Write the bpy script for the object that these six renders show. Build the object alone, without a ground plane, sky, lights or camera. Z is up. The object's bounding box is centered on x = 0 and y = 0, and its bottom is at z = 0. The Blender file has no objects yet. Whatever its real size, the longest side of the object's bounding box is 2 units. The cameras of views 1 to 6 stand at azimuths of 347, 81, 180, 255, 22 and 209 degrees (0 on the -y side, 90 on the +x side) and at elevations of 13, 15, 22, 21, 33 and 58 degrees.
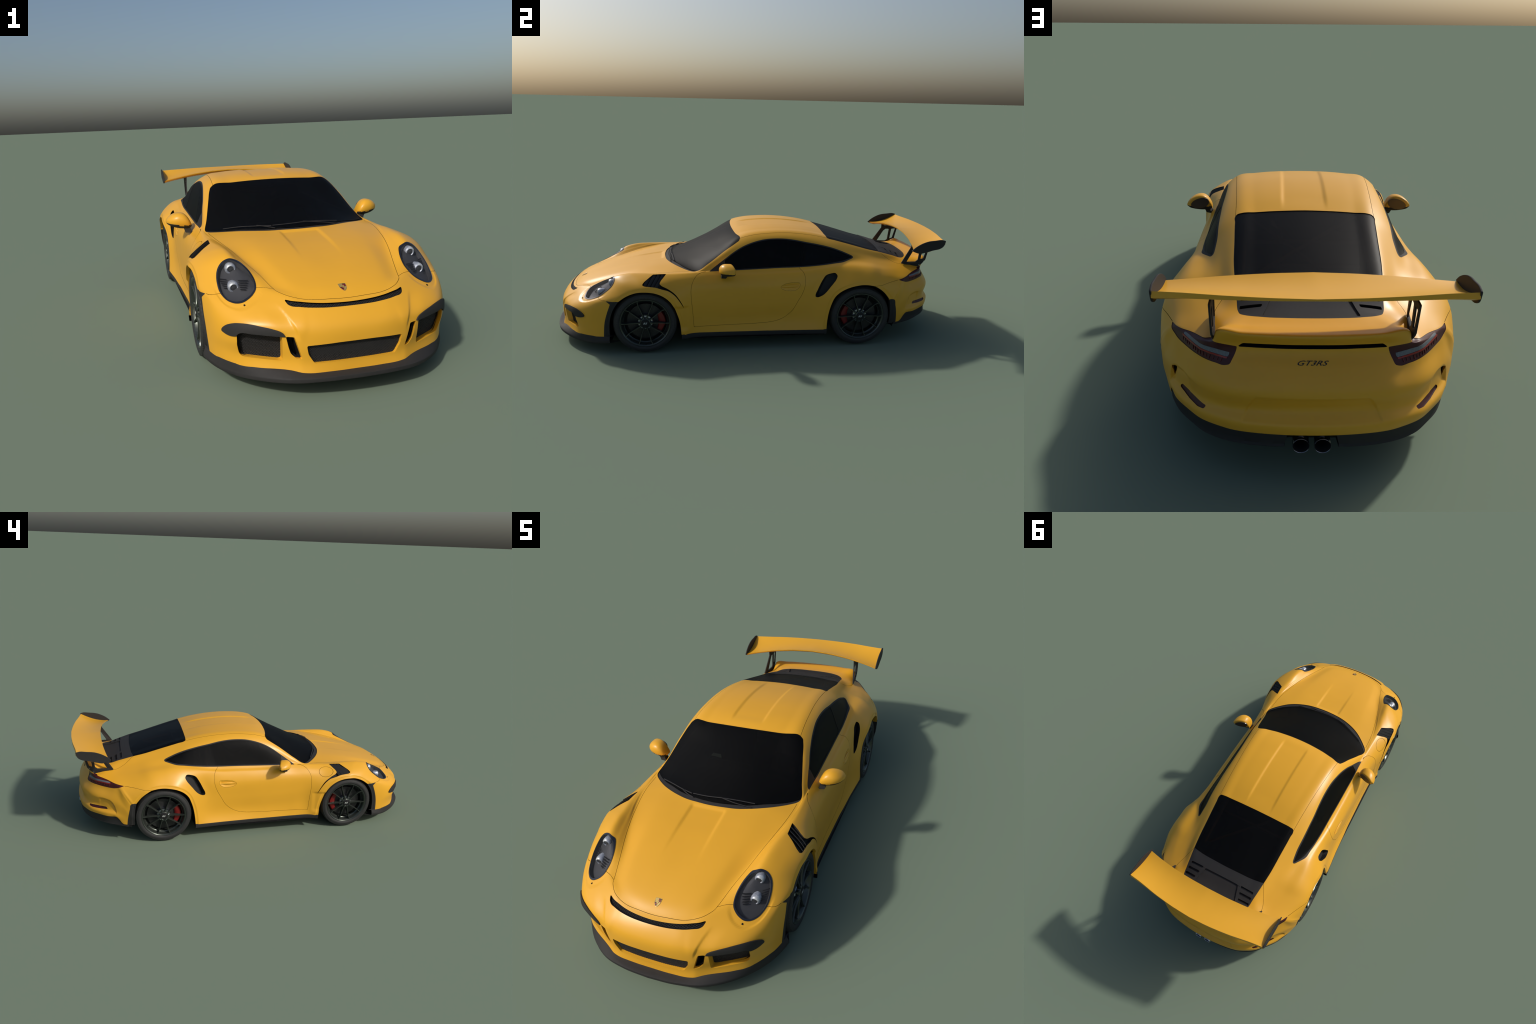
import math
import numpy as np

# =====================================================================
#  BODY SHELL : one smooth surface lofted through hand-placed sections.
#  Every section runs from the centre line over the car down to the sill:
#  centre, inner, edge, seam(bonnet line / roof seam), rail, belt,
#  shoulder, flank, low flank, sill ridge, sill foot   (x, y, z in metres)
#  Front = -y.  Right-hand half is the mirror image.
# =====================================================================
SECTIONS = []


def section(*pts):
    SECTIONS.append(pts)


# --- nose, fanning round the front axle --------------------------------
# lower edge of the painted bumper
section((0, -.971, .073), (.075, -.970, .073), (.142, -.964, .074), (.187, -.944, .081), (.271, -.898, .082), (.331, -.846, .084),
        (.366, -.787, .085), (.385, -.736, .088), (.392, -.700, .090), (.397, -.660, .090), (.400, -.620, .090))
section((0, -.969, .100), (.075, -.967, .100), (.140, -.959, .100), (.187, -.940, .108), (.270, -.893, .112), (.330, -.848, .115),
        (.368, -.788, .115), (.388, -.732, .118), (.395, -.690, .120), (.401, -.645, .115), (.403, -.600, .100))
section((0, -.975, .158), (.080, -.972, .156), (.144, -.962, .153), (.190, -.945, .160), (.265, -.910, .165), (.325, -.871, .165),
        (.367, -.805, .165), (.390, -.732, .165), (.397, -.680, .160), (.404, -.630, .140), (.406, -.585, .110))
section((0, -.970, .208), (.080, -.967, .208), (.130, -.960, .209), (.176, -.949, .210), (.260, -.914, .211), (.320, -.872, .211),
        (.364, -.807, .212), (.389, -.736, .212), (.401, -.670, .195), (.409, -.610, .165), (.411, -.570, .115))
# lower edge of the nose vent
section((0, -.936, .250), (.080, -.930, .251), (.125, -.921, .253), (.174, -.901, .257), (.250, -.874, .252), (.310, -.838, .250),
        (.358, -.789, .252), (.387, -.724, .255), (.406, -.650, .230), (.414, -.590, .190), (.414, -.555, .120))
section((0, -.907, .266), (.070, -.902, .268), (.130, -.886, .274), (.185, -.860, .282), (.245, -.820, .286), (.302, -.787, .284),
        (.354, -.742, .284), (.394, -.685, .278), (.409, -.630, .255), (.416, -.575, .205), (.414, -.545, .125))
section((0, -.868, .289), (.075, -.862, .291), (.140, -.842, .295), (.199, -.815, .294), (.250, -.775, .309), (.303, -.735, .322),
        (.356, -.692, .316), (.397, -.640, .301), (.411, -.600, .278), (.418, -.560, .220), (.414, -.538, .130))
section((0, -.790, .319), (.080, -.785, .320), (.155, -.770, .320), (.216, -.750, .315), (.260, -.718, .338), (.304, -.685, .359),
        (.353, -.650, .347), (.395, -.610, .322), (.413, -.575, .294), (.420, -.550, .230), (.414, -.530, .135))
section((0, -.690, .347), (.085, -.687, .348), (.170, -.678, .346), (.236, -.672, .335), (.270, -.650, .356), (.306, -.625, .376),
        (.349, -.590, .364), (.391, -.565, .341), (.414, -.550, .311), (.420, -.540, .240), (.414, -.520, .135))
section((0, -.600, .368), (.090, -.598, .368), (.180, -.592, .366), (.259, -.592, .356), (.283, -.575, .369), (.313, -.560, .379),
        (.352, -.535, .366), (.391, -.525, .342), (.415, -.520, .311), (.420, -.510, .240), (.412, -.500, .130))
section((0, -.520, .381), (.090, -.517, .381), (.190, -.510, .380), (.283, -.510, .369), (.302, -.495, .376), (.327, -.485, .377),
        (.356, -.470, .363), (.387, -.462, .340), (.410, -.455, .300), (.417, -.450, .220), (.410, -.440, .110))
# rear edge of the bonnet
section((0, -.448, .392), (.090, -.442, .392), (.190, -.410, .392), (.301, -.405, .379), (.318, -.395, .378), (.334, -.388, .373),
        (.356, -.382, .356), (.379, -.377, .325), (.396, -.375, .280), (.404, -.370, .180), (.402, -.367, .088))
# foot of the windscreen
section((0, -.417, .402), (.090, -.407, .402), (.190, -.368, .400), (.309, -.305, .382), (.320, -.302, .382), (.333, -.302, .376),
        (.353, -.302, .357), (.373, -.302, .322), (.381, -.302, .260), (.380, -.305, .170), (.384, -.310, .090))
section((0, -.330, .438), (.090, -.322, .437), (.180, -.295, .430), (.294, -.235, .417), (.313, -.215, .394), (.325, -.215, .384),
        (.345, -.215, .363), (.369, -.215, .323), (.376, -.215, .250), (.374, -.215, .160), (.381, -.215, .090))
section((0, -.215, .493), (.085, -.208, .491), (.165, -.190, .484), (.271, -.145, .478), (.299, -.125, .446), (.327, -.120, .388),
        (.348, -.120, .366), (.371, -.120, .322), (.376, -.120, .240), (.373, -.120, .155), (.383, -.120, .090))
# top of the windscreen
section((0, -.098, .543), (.085, -.095, .5415), (.164, -.087, .537), (.240, -.070, .529), (.286, -.045, .489), (.327, -.035, .390),
        (.350, -.035, .368), (.373, -.035, .320), (.377, -.035, .240), (.374, -.035, .155), (.385, -.035, .090))
section((0, -.030, .5605), (.085, -.028, .5592), (.165, -.020, .5545), (.236, -.005, .544), (.280, .025, .505), (.327, .030, .392),
        (.351, .030, .369), (.374, .030, .320), (.377, .030, .240), (.374, .030, .155), (.387, .030, .090))
section((0, .070, .5690), (.085, .070, .5675), (.163, .070, .5625), (.231, .080, .551), (.274, .095, .514), (.327, .100, .394),
        (.351, .100, .371), (.374, .100, .320), (.377, .100, .240), (.375, .100, .155), (.391, .100, .091))
section((0, .190, .5660), (.085, .190, .5645), (.160, .190, .5600), (.224, .195, .549), (.270, .200, .514), (.326, .205, .395),
        (.351, .205, .374), (.374, .205, .322), (.378, .205, .240), (.379, .205, .150), (.396, .205, .091))
section((0, .295, .5525), (.085, .295, .5510), (.155, .295, .5465), (.218, .300, .536), (.270, .300, .501), (.324, .295, .402),
        (.349, .290, .382), (.371, .290, .325), (.380, .290, .240), (.388, .290, .150), (.403, .290, .092))
# top of the rear window
section((0, .378, .534), (.085, .378, .5315), (.150, .379, .527), (.214, .380, .519), (.272, .385, .481), (.316, .378, .413),
        (.346, .372, .394), (.377, .368, .339), (.394, .362, .252), (.403, .360, .160), (.408, .355, .093))
section((0, .460, .512), (.085, .460, .5095), (.148, .460, .505), (.211, .460, .497), (.268, .455, .459), (.304, .452, .422),
        (.346, .450, .403), (.387, .448, .357), (.415, .446, .309), (.420, .445, .220), (.412, .440, .100))
section((0, .540, .489), (.085, .540, .486), (.146, .537, .482), (.208, .535, .475), (.257, .530, .442), (.298, .525, .415),
        (.347, .522, .400), (.390, .522, .361), (.420, .525, .311), (.424, .530, .220), (.413, .530, .120))
section((0, .620, .465), (.085, .618, .463), (.144, .614, .459), (.205, .610, .453), (.247, .605, .425), (.293, .600, .405),
        (.344, .595, .391), (.390, .585, .358), (.420, .575, .311), (.424, .570, .220), (.413, .550, .120))
# foot of the rear window
section((0, .683, .446), (.085, .681, .445), (.142, .677, .441), (.201, .670, .437), (.238, .665, .411), (.284, .660, .392),
        (.333, .650, .377), (.382, .635, .350), (.417, .615, .309), (.424, .600, .230), (.411, .565, .120))
section((0, .740, .431), (.085, .740, .430), (.135, .742, .426), (.192, .745, .415), (.226, .748, .394), (.264, .744, .379),
        (.312, .730, .363), (.364, .706, .339), (.403, .670, .302), (.420, .635, .230), (.408, .580, .120))
# engine lid, spoiler lip and the shelf below it
section((0, .805, .412), (.080, .806, .411), (.130, .808, .407), (.186, .812, .396), (.229, .812, .385), (.261, .802, .371),
        (.309, .782, .352), (.357, .742, .334), (.393, .710, .295), (.416, .660, .220), (.406, .590, .115))
section((0, .878, .4025), (.080, .877, .4022), (.150, .873, .4005), (.206, .866, .3955), (.238, .852, .371), (.267, .836, .362),
        (.310, .803, .346), (.355, .754, .332), (.393, .722, .290), (.413, .672, .215), (.404, .597, .112))
section((0, .944, .405), (.090, .9405, .405), (.165, .931, .4045), (.228, .911, .402), (.240, .882, .365), (.269, .862, .357),
        (.3115, .814, .341), (.3535, .761, .3290), (.390, .730, .288), (.411, .678, .212), (.404, .602, .111))
section((0, .9260, .376), (.090, .9230, .3755), (.165, .9120, .373), (.224, .899, .364), (.242, .890, .361), (.271, .870, .353),
        (.3125, .818, .337), (.3525, .765, .3245), (.389, .734, .284), (.410, .684, .208), (.403, .605, .110))
section((0, .924, .356), (.090, .921, .3555), (.168, .910, .352), (.216, .901, .344), (.248, .888, .338), (.280, .864, .334),
        (.3155, .818, .3265), (.3525, .768, .3150), (.387, .738, .272), (.408, .690, .200), (.402, .610, .108))
section((0, .946, .322), (.090, .943, .321), (.170, .930, .317), (.212, .916, .313), (.250, .898, .309), (.285, .866, .305),
        (.3205, .818, .301), (.3550, .774, .2950), (.385, .743, .252), (.406, .696, .188), (.401, .615, .106))
section((0, .973, .265), (.090, .970, .265), (.165, .959, .264), (.213, .944, .262), (.257, .918, .260), (.297, .880, .257),
        (.331, .834, .252), (.3605, .791, .245), (.385, .750, .222), (.403, .702, .172), (.399, .622, .104))
section((0, .962, .212), (.090, .959, .212), (.165, .949, .211), (.213, .934, .209), (.256, .910, .206), (.296, .873, .202),
        (.334, .831, .198), (.362, .790, .194), (.382, .754, .178), (.397, .707, .152), (.397, .632, .102))
section((0, .981, .186), (.090, .977, .186), (.170, .965, .185), (.220, .948, .184), (.266, .921, .181), (.307, .879, .177),
        (.344, .832, .173), (.368, .790, .168), (.381, .756, .152), (.391, .713, .136), (.394, .645, .102))
# lower edge of the painted rear bumper
section((0, .978, .158), (.090, .974, .158), (.170, .962, .158), (.220, .944, .158), (.268, .916, .157), (.309, .874, .156),
        (.347, .826, .155), (.369, .776, .154), (.377, .748, .120), (.383, .722, .111), (.391, .655, .102))


def hermite_axis(P, knots, counts):
    """cubic interpolation of P along axis 0 (parabolic tangents)"""
    n = len(P)
    h = np.diff(knots)
    d = np.diff(P, axis=0) / h[:, None, None]
    T = np.empty_like(P)
    T[1:-1] = (d[:-1] * h[1:, None, None] + d[1:] * h[:-1, None, None]) / (h[1:] + h[:-1])[:, None, None]
    T[0] = 1.5 * d[0] - .5 * T[1]
    T[-1] = 1.5 * d[-1] - .5 * T[-2]
    out = []
    for i in range(n - 1):
        k = counts[i]
        t = np.arange(k) / k
        if i == n - 2:
            t = np.append(t, 1.)
        t = t[:, None, None]
        a, b = P[i], P[i + 1]
        out.append((2 * t**3 - 3 * t**2 + 1) * a + (t**3 - 2 * t**2 + t) * h[i] * T[i]
                   + (-2 * t**3 + 3 * t**2) * b + (t**3 - t**2) * h[i] * T[i + 1])
    return np.concatenate(out)


def body_grid(step=.0048):
    P = np.array(SECTIONS, float)                         # rows x columns x 3
    mirror = P[:, 1:3][:, ::-1] * np.array([-1, 1, 1])    # so that the centre line comes out smooth
    du = np.linalg.norm(np.diff(P, axis=0), axis=2)
    ku = np.r_[0, np.cumsum(np.sqrt(du).mean(1)**2)]
    G = hermite_axis(P, ku, np.maximum(2, np.ceil(np.percentile(du, 80, axis=1) / step)).astype(int))
    Q = np.concatenate([G[:, 1:3][:, ::-1] * np.array([-1, 1, 1]), G], axis=1).transpose(1, 0, 2)
    dv = np.linalg.norm(np.diff(Q, axis=0), axis=2)
    kv = np.r_[0, np.cumsum(np.sqrt(dv).mean(1)**2)]
    cnt = np.maximum(2, np.ceil(np.percentile(dv, 80, axis=1) / step)).astype(int)
    H = hermite_axis(Q, kv, cnt)
    H = H[cnt[0] + cnt[1]:].transpose(1, 0, 2).copy()
    H[:, 0, 0] = 0
    return H


def smooth01(t):
    t = np.clip(t, 0, 1)
    return t * t * (3 - 2 * t)


# =====================================================================
#  outlines of openings and panels, drawn in flat charts of the body:
#  'xy' plan, 'xz' front/rear, 'yz' side, 'sz' (y-x, z) rear corner,
#  'yt' (y, x-z) fender top
# =====================================================================
def chart(P, c):
    x, y, z = P[:, 0], P[:, 1], P[:, 2]
    return np.stack({'xy': (x, y), 'xz': (x, z), 'yz': (y, z), 'sz': (y - x, z), 'yt': (y, x - z)}[c], 1)


def spline(pts, closed=True, k=8, sharp=()):
    """Catmull-Rom through the points; indices in sharp stay corners"""
    p = np.array(pts, float)
    n = len(p)
    out = []
    for i in range(n if closed else n - 1):
        a, b = p[i], p[(i + 1) % n]
        if closed:
            pa, nb = p[i - 1], p[(i + 2) % n]
        else:
            pa, nb = p[max(i - 1, 0)], p[min(i + 2, n - 1)]
        L = np.linalg.norm(b - a)

        def tan(q0, q1, q2, idx):
            if idx % n in sharp:
                return b - a
            l0, l1 = np.linalg.norm(q1 - q0), np.linalg.norm(q2 - q1)
            if l0 < 1e-9 or l1 < 1e-9:
                return b - a
            return ((q1 - q0) / l0 * l1 + (q2 - q1) / l1 * l0) / (l0 + l1) * L
        ta = tan(pa, a, b, i)
        tb = tan(a, b, nb, i + 1)
        t = (np.arange(k) / k)[:, None]
        out.append((2 * t**3 - 3 * t**2 + 1) * a + (t**3 - 2 * t**2 + t) * ta + (-2 * t**3 + 3 * t**2) * b + (t**3 - t**2) * tb)
    if not closed:
        out.append(p[-1:])
    return np.concatenate(out)


def fillet(pts, r, k=6):
    """polygon with rounded corners; r one radius or one per corner"""
    p = np.array(pts, float)
    n = len(p)
    rr = [r] * n if np.isscalar(r) else r
    out = []
    for i in range(n):
        a, b, c = p[i - 1], p[i], p[(i + 1) % n]
        u, v = (a - b) / np.linalg.norm(a - b), (c - b) / np.linalg.norm(c - b)
        ang = math.acos(float(np.clip(u @ v, -1, 1)))
        if rr[i] <= 0 or ang > 3.1:
            out.append(b[None])
            continue
        d = min(rr[i] / math.tan(ang / 2), .48 * np.linalg.norm(a - b), .48 * np.linalg.norm(c - b))
        s, e = b + u * d, b + v * d
        t = np.linspace(0, 1, k)[:, None]
        out.append((1 - t)**2 * s + 2 * t * (1 - t) * b + t**2 * e)
    return np.concatenate(out)


def line_distance(Q, line, closed):
    """distance to a polyline, and on which side of it"""
    a = line if closed else line[:-1]
    b = np.roll(line, -1, 0) if closed else line[1:]
    best = np.full(len(Q), 9.)
    way = np.ones(len(Q))
    for p, q in zip(a, b):
        d = q - p
        L = d @ d
        if L < 1e-16:
            continue
        r = Q - p
        t = np.clip((r @ d) / L, 0, 1)
        e = ((r - t[:, None] * d)**2).sum(1)
        m = e < best
        best[m] = e[m]
        way[m] = np.sign(d[0] * r[m, 1] - d[1] * r[m, 0])
    return np.sqrt(best), way


def inside(Q, poly):
    x, y = Q[:, 0], Q[:, 1]
    res = np.zeros(len(Q), bool)
    for (x0, y0), (x1, y1) in zip(poly, np.roll(poly, -1, 0)):
        if y0 == y1:
            continue
        c = (y0 > y) != (y1 > y)
        res ^= c & (x < (x1 - x0) * (y - y0) / (y1 - y0) + x0)
    return res


def field(P, c, line, guard=None, closed=True, far=.05):
    """signed (closed) or plain (open) distance to an outline; far away = far"""
    Q = chart(P, c)
    lo, hi = line.min(0) - far, line.max(0) + far
    near = ((Q > lo) & (Q < hi)).all(1)
    if guard is not None:
        near &= guard(P[:, 0], P[:, 1], P[:, 2])
    f = np.full(len(P), far)
    d, way = line_distance(Q[near], line, closed)
    if closed:
        way = np.where(inside(Q[near], line), -1, 1)
    f[near] = np.clip(d * way, -far, far)
    return f


FRONT_ARCH = spline([(-.3680, .040), (-.3685, .085), (-.371, .120), (-.377, .160), (-.388, .196), (-.402, .232), (-.4215, .262), (-.449, .287),
                     (-.480, .303), (-.510, .311), (-.539, .3135), (-.572, .311), (-.600, .303), (-.630, .289), (-.661, .267), (-.688, .225),
                     (-.703, .180), (-.708, .150), (-.709, .100), (-.709, .040)], sharp=(0, 14, 19))
FRONT_FLAP = spline([(-.640, .2665), (-.661, .2668), (-.695, .2663), (-.722, .2680), (-.701, .2520), (-.717, .208), (-.7295, .162), (-.7345, .120),
                     (-.7365, .087), (-.737, .040), (-.640, .040)], sharp=(0, 3, 4, 9, 10))
REAR_ARCH = spline([(.3515, .040), (.3520, .090), (.355, .135), (.362, .180), (.373, .220), (.388, .256), (.418, .289), (.454, .3095),
                    (.495, .320), (.535, .3235), (.565, .321), (.590, .315), (.615, .301), (.639, .282), (.670, .245), (.678, .200),
                    (.681, .150), (.682, .100), (.682, .040)], sharp=(0, 14, 18))
REAR_FLAP = spline([(.640, .2440), (.671, .2440), (.688, .2445), (.697, .241), (.706, .210), (.715, .166), (.7195, .135), (.7215, .111), (.722, .040),
                    (.640, .040)], sharp=(0, 8, 9))
BONNET = spline([(-.05, -.905), (0, -.908), (.056, -.905), (.109, -.8985), (.140, -.888), (.168, -.872), (.187, -.852), (.196, -.838), (.1985, -.828),
                 (.222, -.744), (.246, -.667), (.266, -.590), (.285, -.505), (.2975, -.440), (.304, -.380), (.306, -.330), (.306, -.30), (-.05, -.30)],
                sharp=(0, 8, 15, 16, 17))
SCREEN = spline([(-.05, -.447), (0, -.449), (.055, -.446), (.103, -.440), (.147, -.427), (.190, -.409), (.225, -.389), (.260, -.362), (.286, -.338),
                 (.304, -.318), (.3115, -.303), (.3125, -.291), (.297, -.235), (.272, -.146), (.2565, -.091), (.2505, -.0775), (.240, -.0722),
                 (.200, -.0795), (.164, -.087), (.085, -.0955), (0, -.0985), (-.05, -.097)], sharp=(0, 21))
GLASS_FOOT = spline([(-.05, -.431), (0, -.4315), (.045, -.4295), (.090, -.422), (.142, -.408), (.200, -.3795), (.250, -.350), (.290, -.316), (.309, -.294),
                     (.34, -.25)], closed=False)
ROOF_SEAM = spline([(.2395, -.085), (.2375, -.050), (.2345, 0), (.229, .090), (.224, .170), (.219, .270), (.2148, .370), (.2145, .39)], closed=False)
BACKLIGHT = spline([(-.05, .377), (0, .378), (.122, .378), (.196, .3793), (.2105, .381), (.2150, .388), (.2145, .420), (.2105, .515), (.206, .615), (.2005, .670),
                    (.195, .715), (.189, .762), (.184, .798), (.178, .813), (.166, .824), (.124, .840), (.063, .8475), (0, .849), (-.05, .848)], sharp=(0, 18))
GRILLE_EDGE = spline([(-.05, .683), (0, .6835), (.070, .682), (.142, .678), (.200, .669), (.23, .66)], closed=False)
SIDE_WINDOW = spline([(-.229, .3842), (-.191, .4115), (-.147, .443), (-.100, .4755), (-.050, .5015), (0, .518), (.050, .528), (.100, .531), (.150, .5295), (.200, .5235),
                      (.257, .5125), (.333, .4975), (.400, .480), (.450, .4615), (.476, .4505), (.491, .4440), (.5015, .4388), (.5066, .4345), (.5072, .4310), (.503, .4280), (.491, .4250), (.470, .4205),
                      (.448, .4165), (.408, .412), (.360, .4065), (.280, .400), (.220, .397), (.120, .3955), (0, .3915), (-.110, .388)], sharp=(0,))
WINDOW_SPLIT = np.array([(.262, .545), (.2545, .512), (.226, .404), (.222, .38)])
MIRROR_SPLIT = np.array([(-.1515, .46), (-.152, .37)])
DOOR_LINE = spline([(.2185, .4005), (.2185, .397), (.235, .378), (.2430, .356), (.2438, .338), (.240, .310), (.227, .273), (.206, .235), (.180, .190), (.149, .161), (.109, .141),
                    (.064, .132), (.016, .1285), (-.135, .1245), (-.3075, .1205), (-.314, .208), (-.3195, .271), (-.3205, .300), (-.318, .325), (-.308, .350), (-.293, .3685),
                    (-.265, .3815), (-.245, .3835)], closed=False, sharp=(14,))
DOOR = np.concatenate([DOOR_LINE, [(-.229, .384), (-.15, .42), (0, .46), (.2, .44)]])
SIDE_INTAKE = spline([(.404, .364), (.397, .3735), (.373, .3725), (.346, .362), (.331, .342), (.318, .318), (.306, .293), (.295, .267), (.2955, .258), (.303, .2553),
                      (.320, .260), (.335, .269), (.352, .286), (.367, .306), (.385, .329), (.398, .347)])
FENDER_VENT = spline([(-.437, -.052), (-.470, -.0495), (-.500, -.0475), (-.520, -.013), (-.5455, .034), (-.5485, .046), (-.541, .056), (-.519, .0615), (-.490, .066), (-.456, .078),
                      (-.428, .086), (-.402, .106), (-.374, .143), (-.3575, .1700), (-.3568, .1640), (-.376, .130), (-.396, .101), (-.433, .069), (-.462, .048), (-.4665, .040),
                      (-.463, .015), (-.452, -.012)], sharp=(0, 2, 13, 14))
HEADLIGHT = spline([(.299, .3605), (.318, .354), (.335, .338), (.3455, .316), (.3485, .294), (.3455, .275), (.335, .2625), (.317, .2568), (.297, .2585), (.278, .266),
                    (.2590, .278), (.2465, .292), (.2425, .307), (.2475, .325), (.260, .341), (.277, .3535)])
NOSE_VENT = spline([(-.05, -.934), (0, -.9355), (.041, -.934), (.080, -.930), (.122, -.9215), (.148, -.9125), (.168, -.9035), (.176, -.896), (.182, -.8805), (.1805, -.8795), (.162, -.891),
                    (.134, -.9015), (.114, -.908), (.080, -.9155), (.050, -.9195), (0, -.9225), (-.05, -.921)], sharp=(0, 8, 9, 16))
LOWER_GRILLE = fillet([(-.05, .1605), (.05, .1600), (.144, .1560), (.1395, .130), (.122, .1015), (-.05, .1015)], [0, 0, .005, .03, .012, 0])
SMALL_INTAKE = fillet([(.1985, .1835), (.1755, .1815), (.1555, .1165), (.172, .1185), (.186, .132), (.192, .152)], [.001, .003, .002, .008, .02, .03])
BIG_INTAKE = fillet([(.2085, .190), (.324, .190), (.3235, .150), (.316, .112), (.2055, .108)], [.001, .006, .04, .02, .009])
BLADE = spline([(.199, .1838), (.2045, .193), (.213, .1985), (.230, .2045), (.262, .2112), (.285, .2148), (.305, .2155), (.327, .2125), (.347, .2015), (.3555, .189), (.3565, .184),
                (.350, .1785), (.338, .1752), (.325, .1770), (.316, .1878), (.280, .1893), (.248, .1873)], sharp=(0, 13))
TAIL_LIGHT = spline([(.3620, .3310), (.450, .3398), (.530, .3505), (.595, .3585), (.660, .3655), (.700, .3630), (.7270, .3605), (.724, .333), (.7215, .3195), (.709, .3148), (.670, .3145), (.597, .3145),
                     (.505, .3115), (.420, .3155), (.386, .3235)], sharp=(0, 6))
TAIL_STRIP = fillet([(.7095, .3435), (.655, .347), (.569, .346), (.479, .341), (.477, .3355), (.569, .336), (.655, .335), (.7065, .333)], .002)
TAIL_BAR = fillet([(.7065, .3325), (.655, .3345), (.569, .3355), (.470, .335), (.470, .330), (.569, .331), (.655, .3300), (.7065, .3285)], .001)
REFLECTOR = fillet([(.656, .1970), (.575, .1995), (.497, .2020), (.481, .1905), (.540, .1868), (.619, .1858), (.650, .1890)], .003)
CORNER_SLIT = fillet([(.4300, .2360), (.452, .2410), (.452, .224), (.424, .196), (.419, .206)], .003)
LID_SEAM = spline([(.196, .655), (.200, .668), (.2145, .695), (.230, .729), (.2425, .757), (.2465, .778), (.2445, .82), (.2400, .86), (.2385, .90)], closed=False)
ENGINE_LID = np.concatenate([LID_SEAM, [(.236, .93), (.22, .96), (-.05, .96), (-.05, .655)]])
LID_GAP = fillet([(-.05, .3755), (.103, .3750), (.166, .3725), (.1795, .3600), (.103, .3625), (-.05, .3630)], [0, 0, .006, .001, 0, 0])
BUMPER_SEAM = spline([(.727, .3312), (.664, .3250), (.619, .3180), (.592, .3165), (.56, .3165)], closed=False)
PLATE_RECESS = fillet([(-.05, .2540), (.138, .2530), (.174, .180), (-.05, .180)], [0, .012, 0, 0])
CORNER_RECESS = spline([(.72, .243), (.640, .2475), (.578, .250), (.485, .2495), (.445, .242), (.420, .222), (.405, .190), (.400, .160), (.72, .160)], sharp=(0, 7, 8))
HANDLE_CUP = spline([(.1185, .3095), (.136, .324), (.160, .330), (.190, .332), (.212, .330), (.2165, .320), (.209, .305), (.196, .2955), (.170, .2915), (.140, .2955), (.125, .302)])
NOSE_SEAM = spline([(.1985, -.829), (.222, -.815), (.243, -.806), (.26, -.80)], closed=False)
NOSE_SEAM_OUTER = spline([(-.775, .276), (-.760, .2745), (-.751, .2705), (-.742, .2685), (-.730, .268), (-.7215, .268)], closed=False)
FUEL_CAP = spline([(-.408 + .0405 * math.cos(a), .0205 + .0445 * math.sin(a)) for a in np.linspace(0, 2 * math.pi, 16, endpoint=False)])
CENTRE_PLATE = fillet([(-.05, .7325), (.0925, .7330), (.1215, .834), (.115, .836), (-.05, .846)], [0, .008, .004, .004, 0])
PLATE_RIM = fillet([(-.05, .7095), (.0905, .7100), (.100, .7160), (.106, .737), (.109, .735), (-.05, .735)], [0, .008, .006, .002, 0, 0])
LOUVRES = [fillet([(.108 + .007 * i, .730 + .028 * i), (.1765 + .002 * i, .7295 + .0265 * i), (.1775 + .002 * i, .7405 + .0265 * i), (.111 + .007 * i, .7410 + .028 * i)], .003) for i in range(3)]

side = lambda x, y, z: x > .2
nose = lambda x, y, z: y < -.62
tail = lambda x, y, z: y > .6
upper = lambda x, y, z: z > .2


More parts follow.
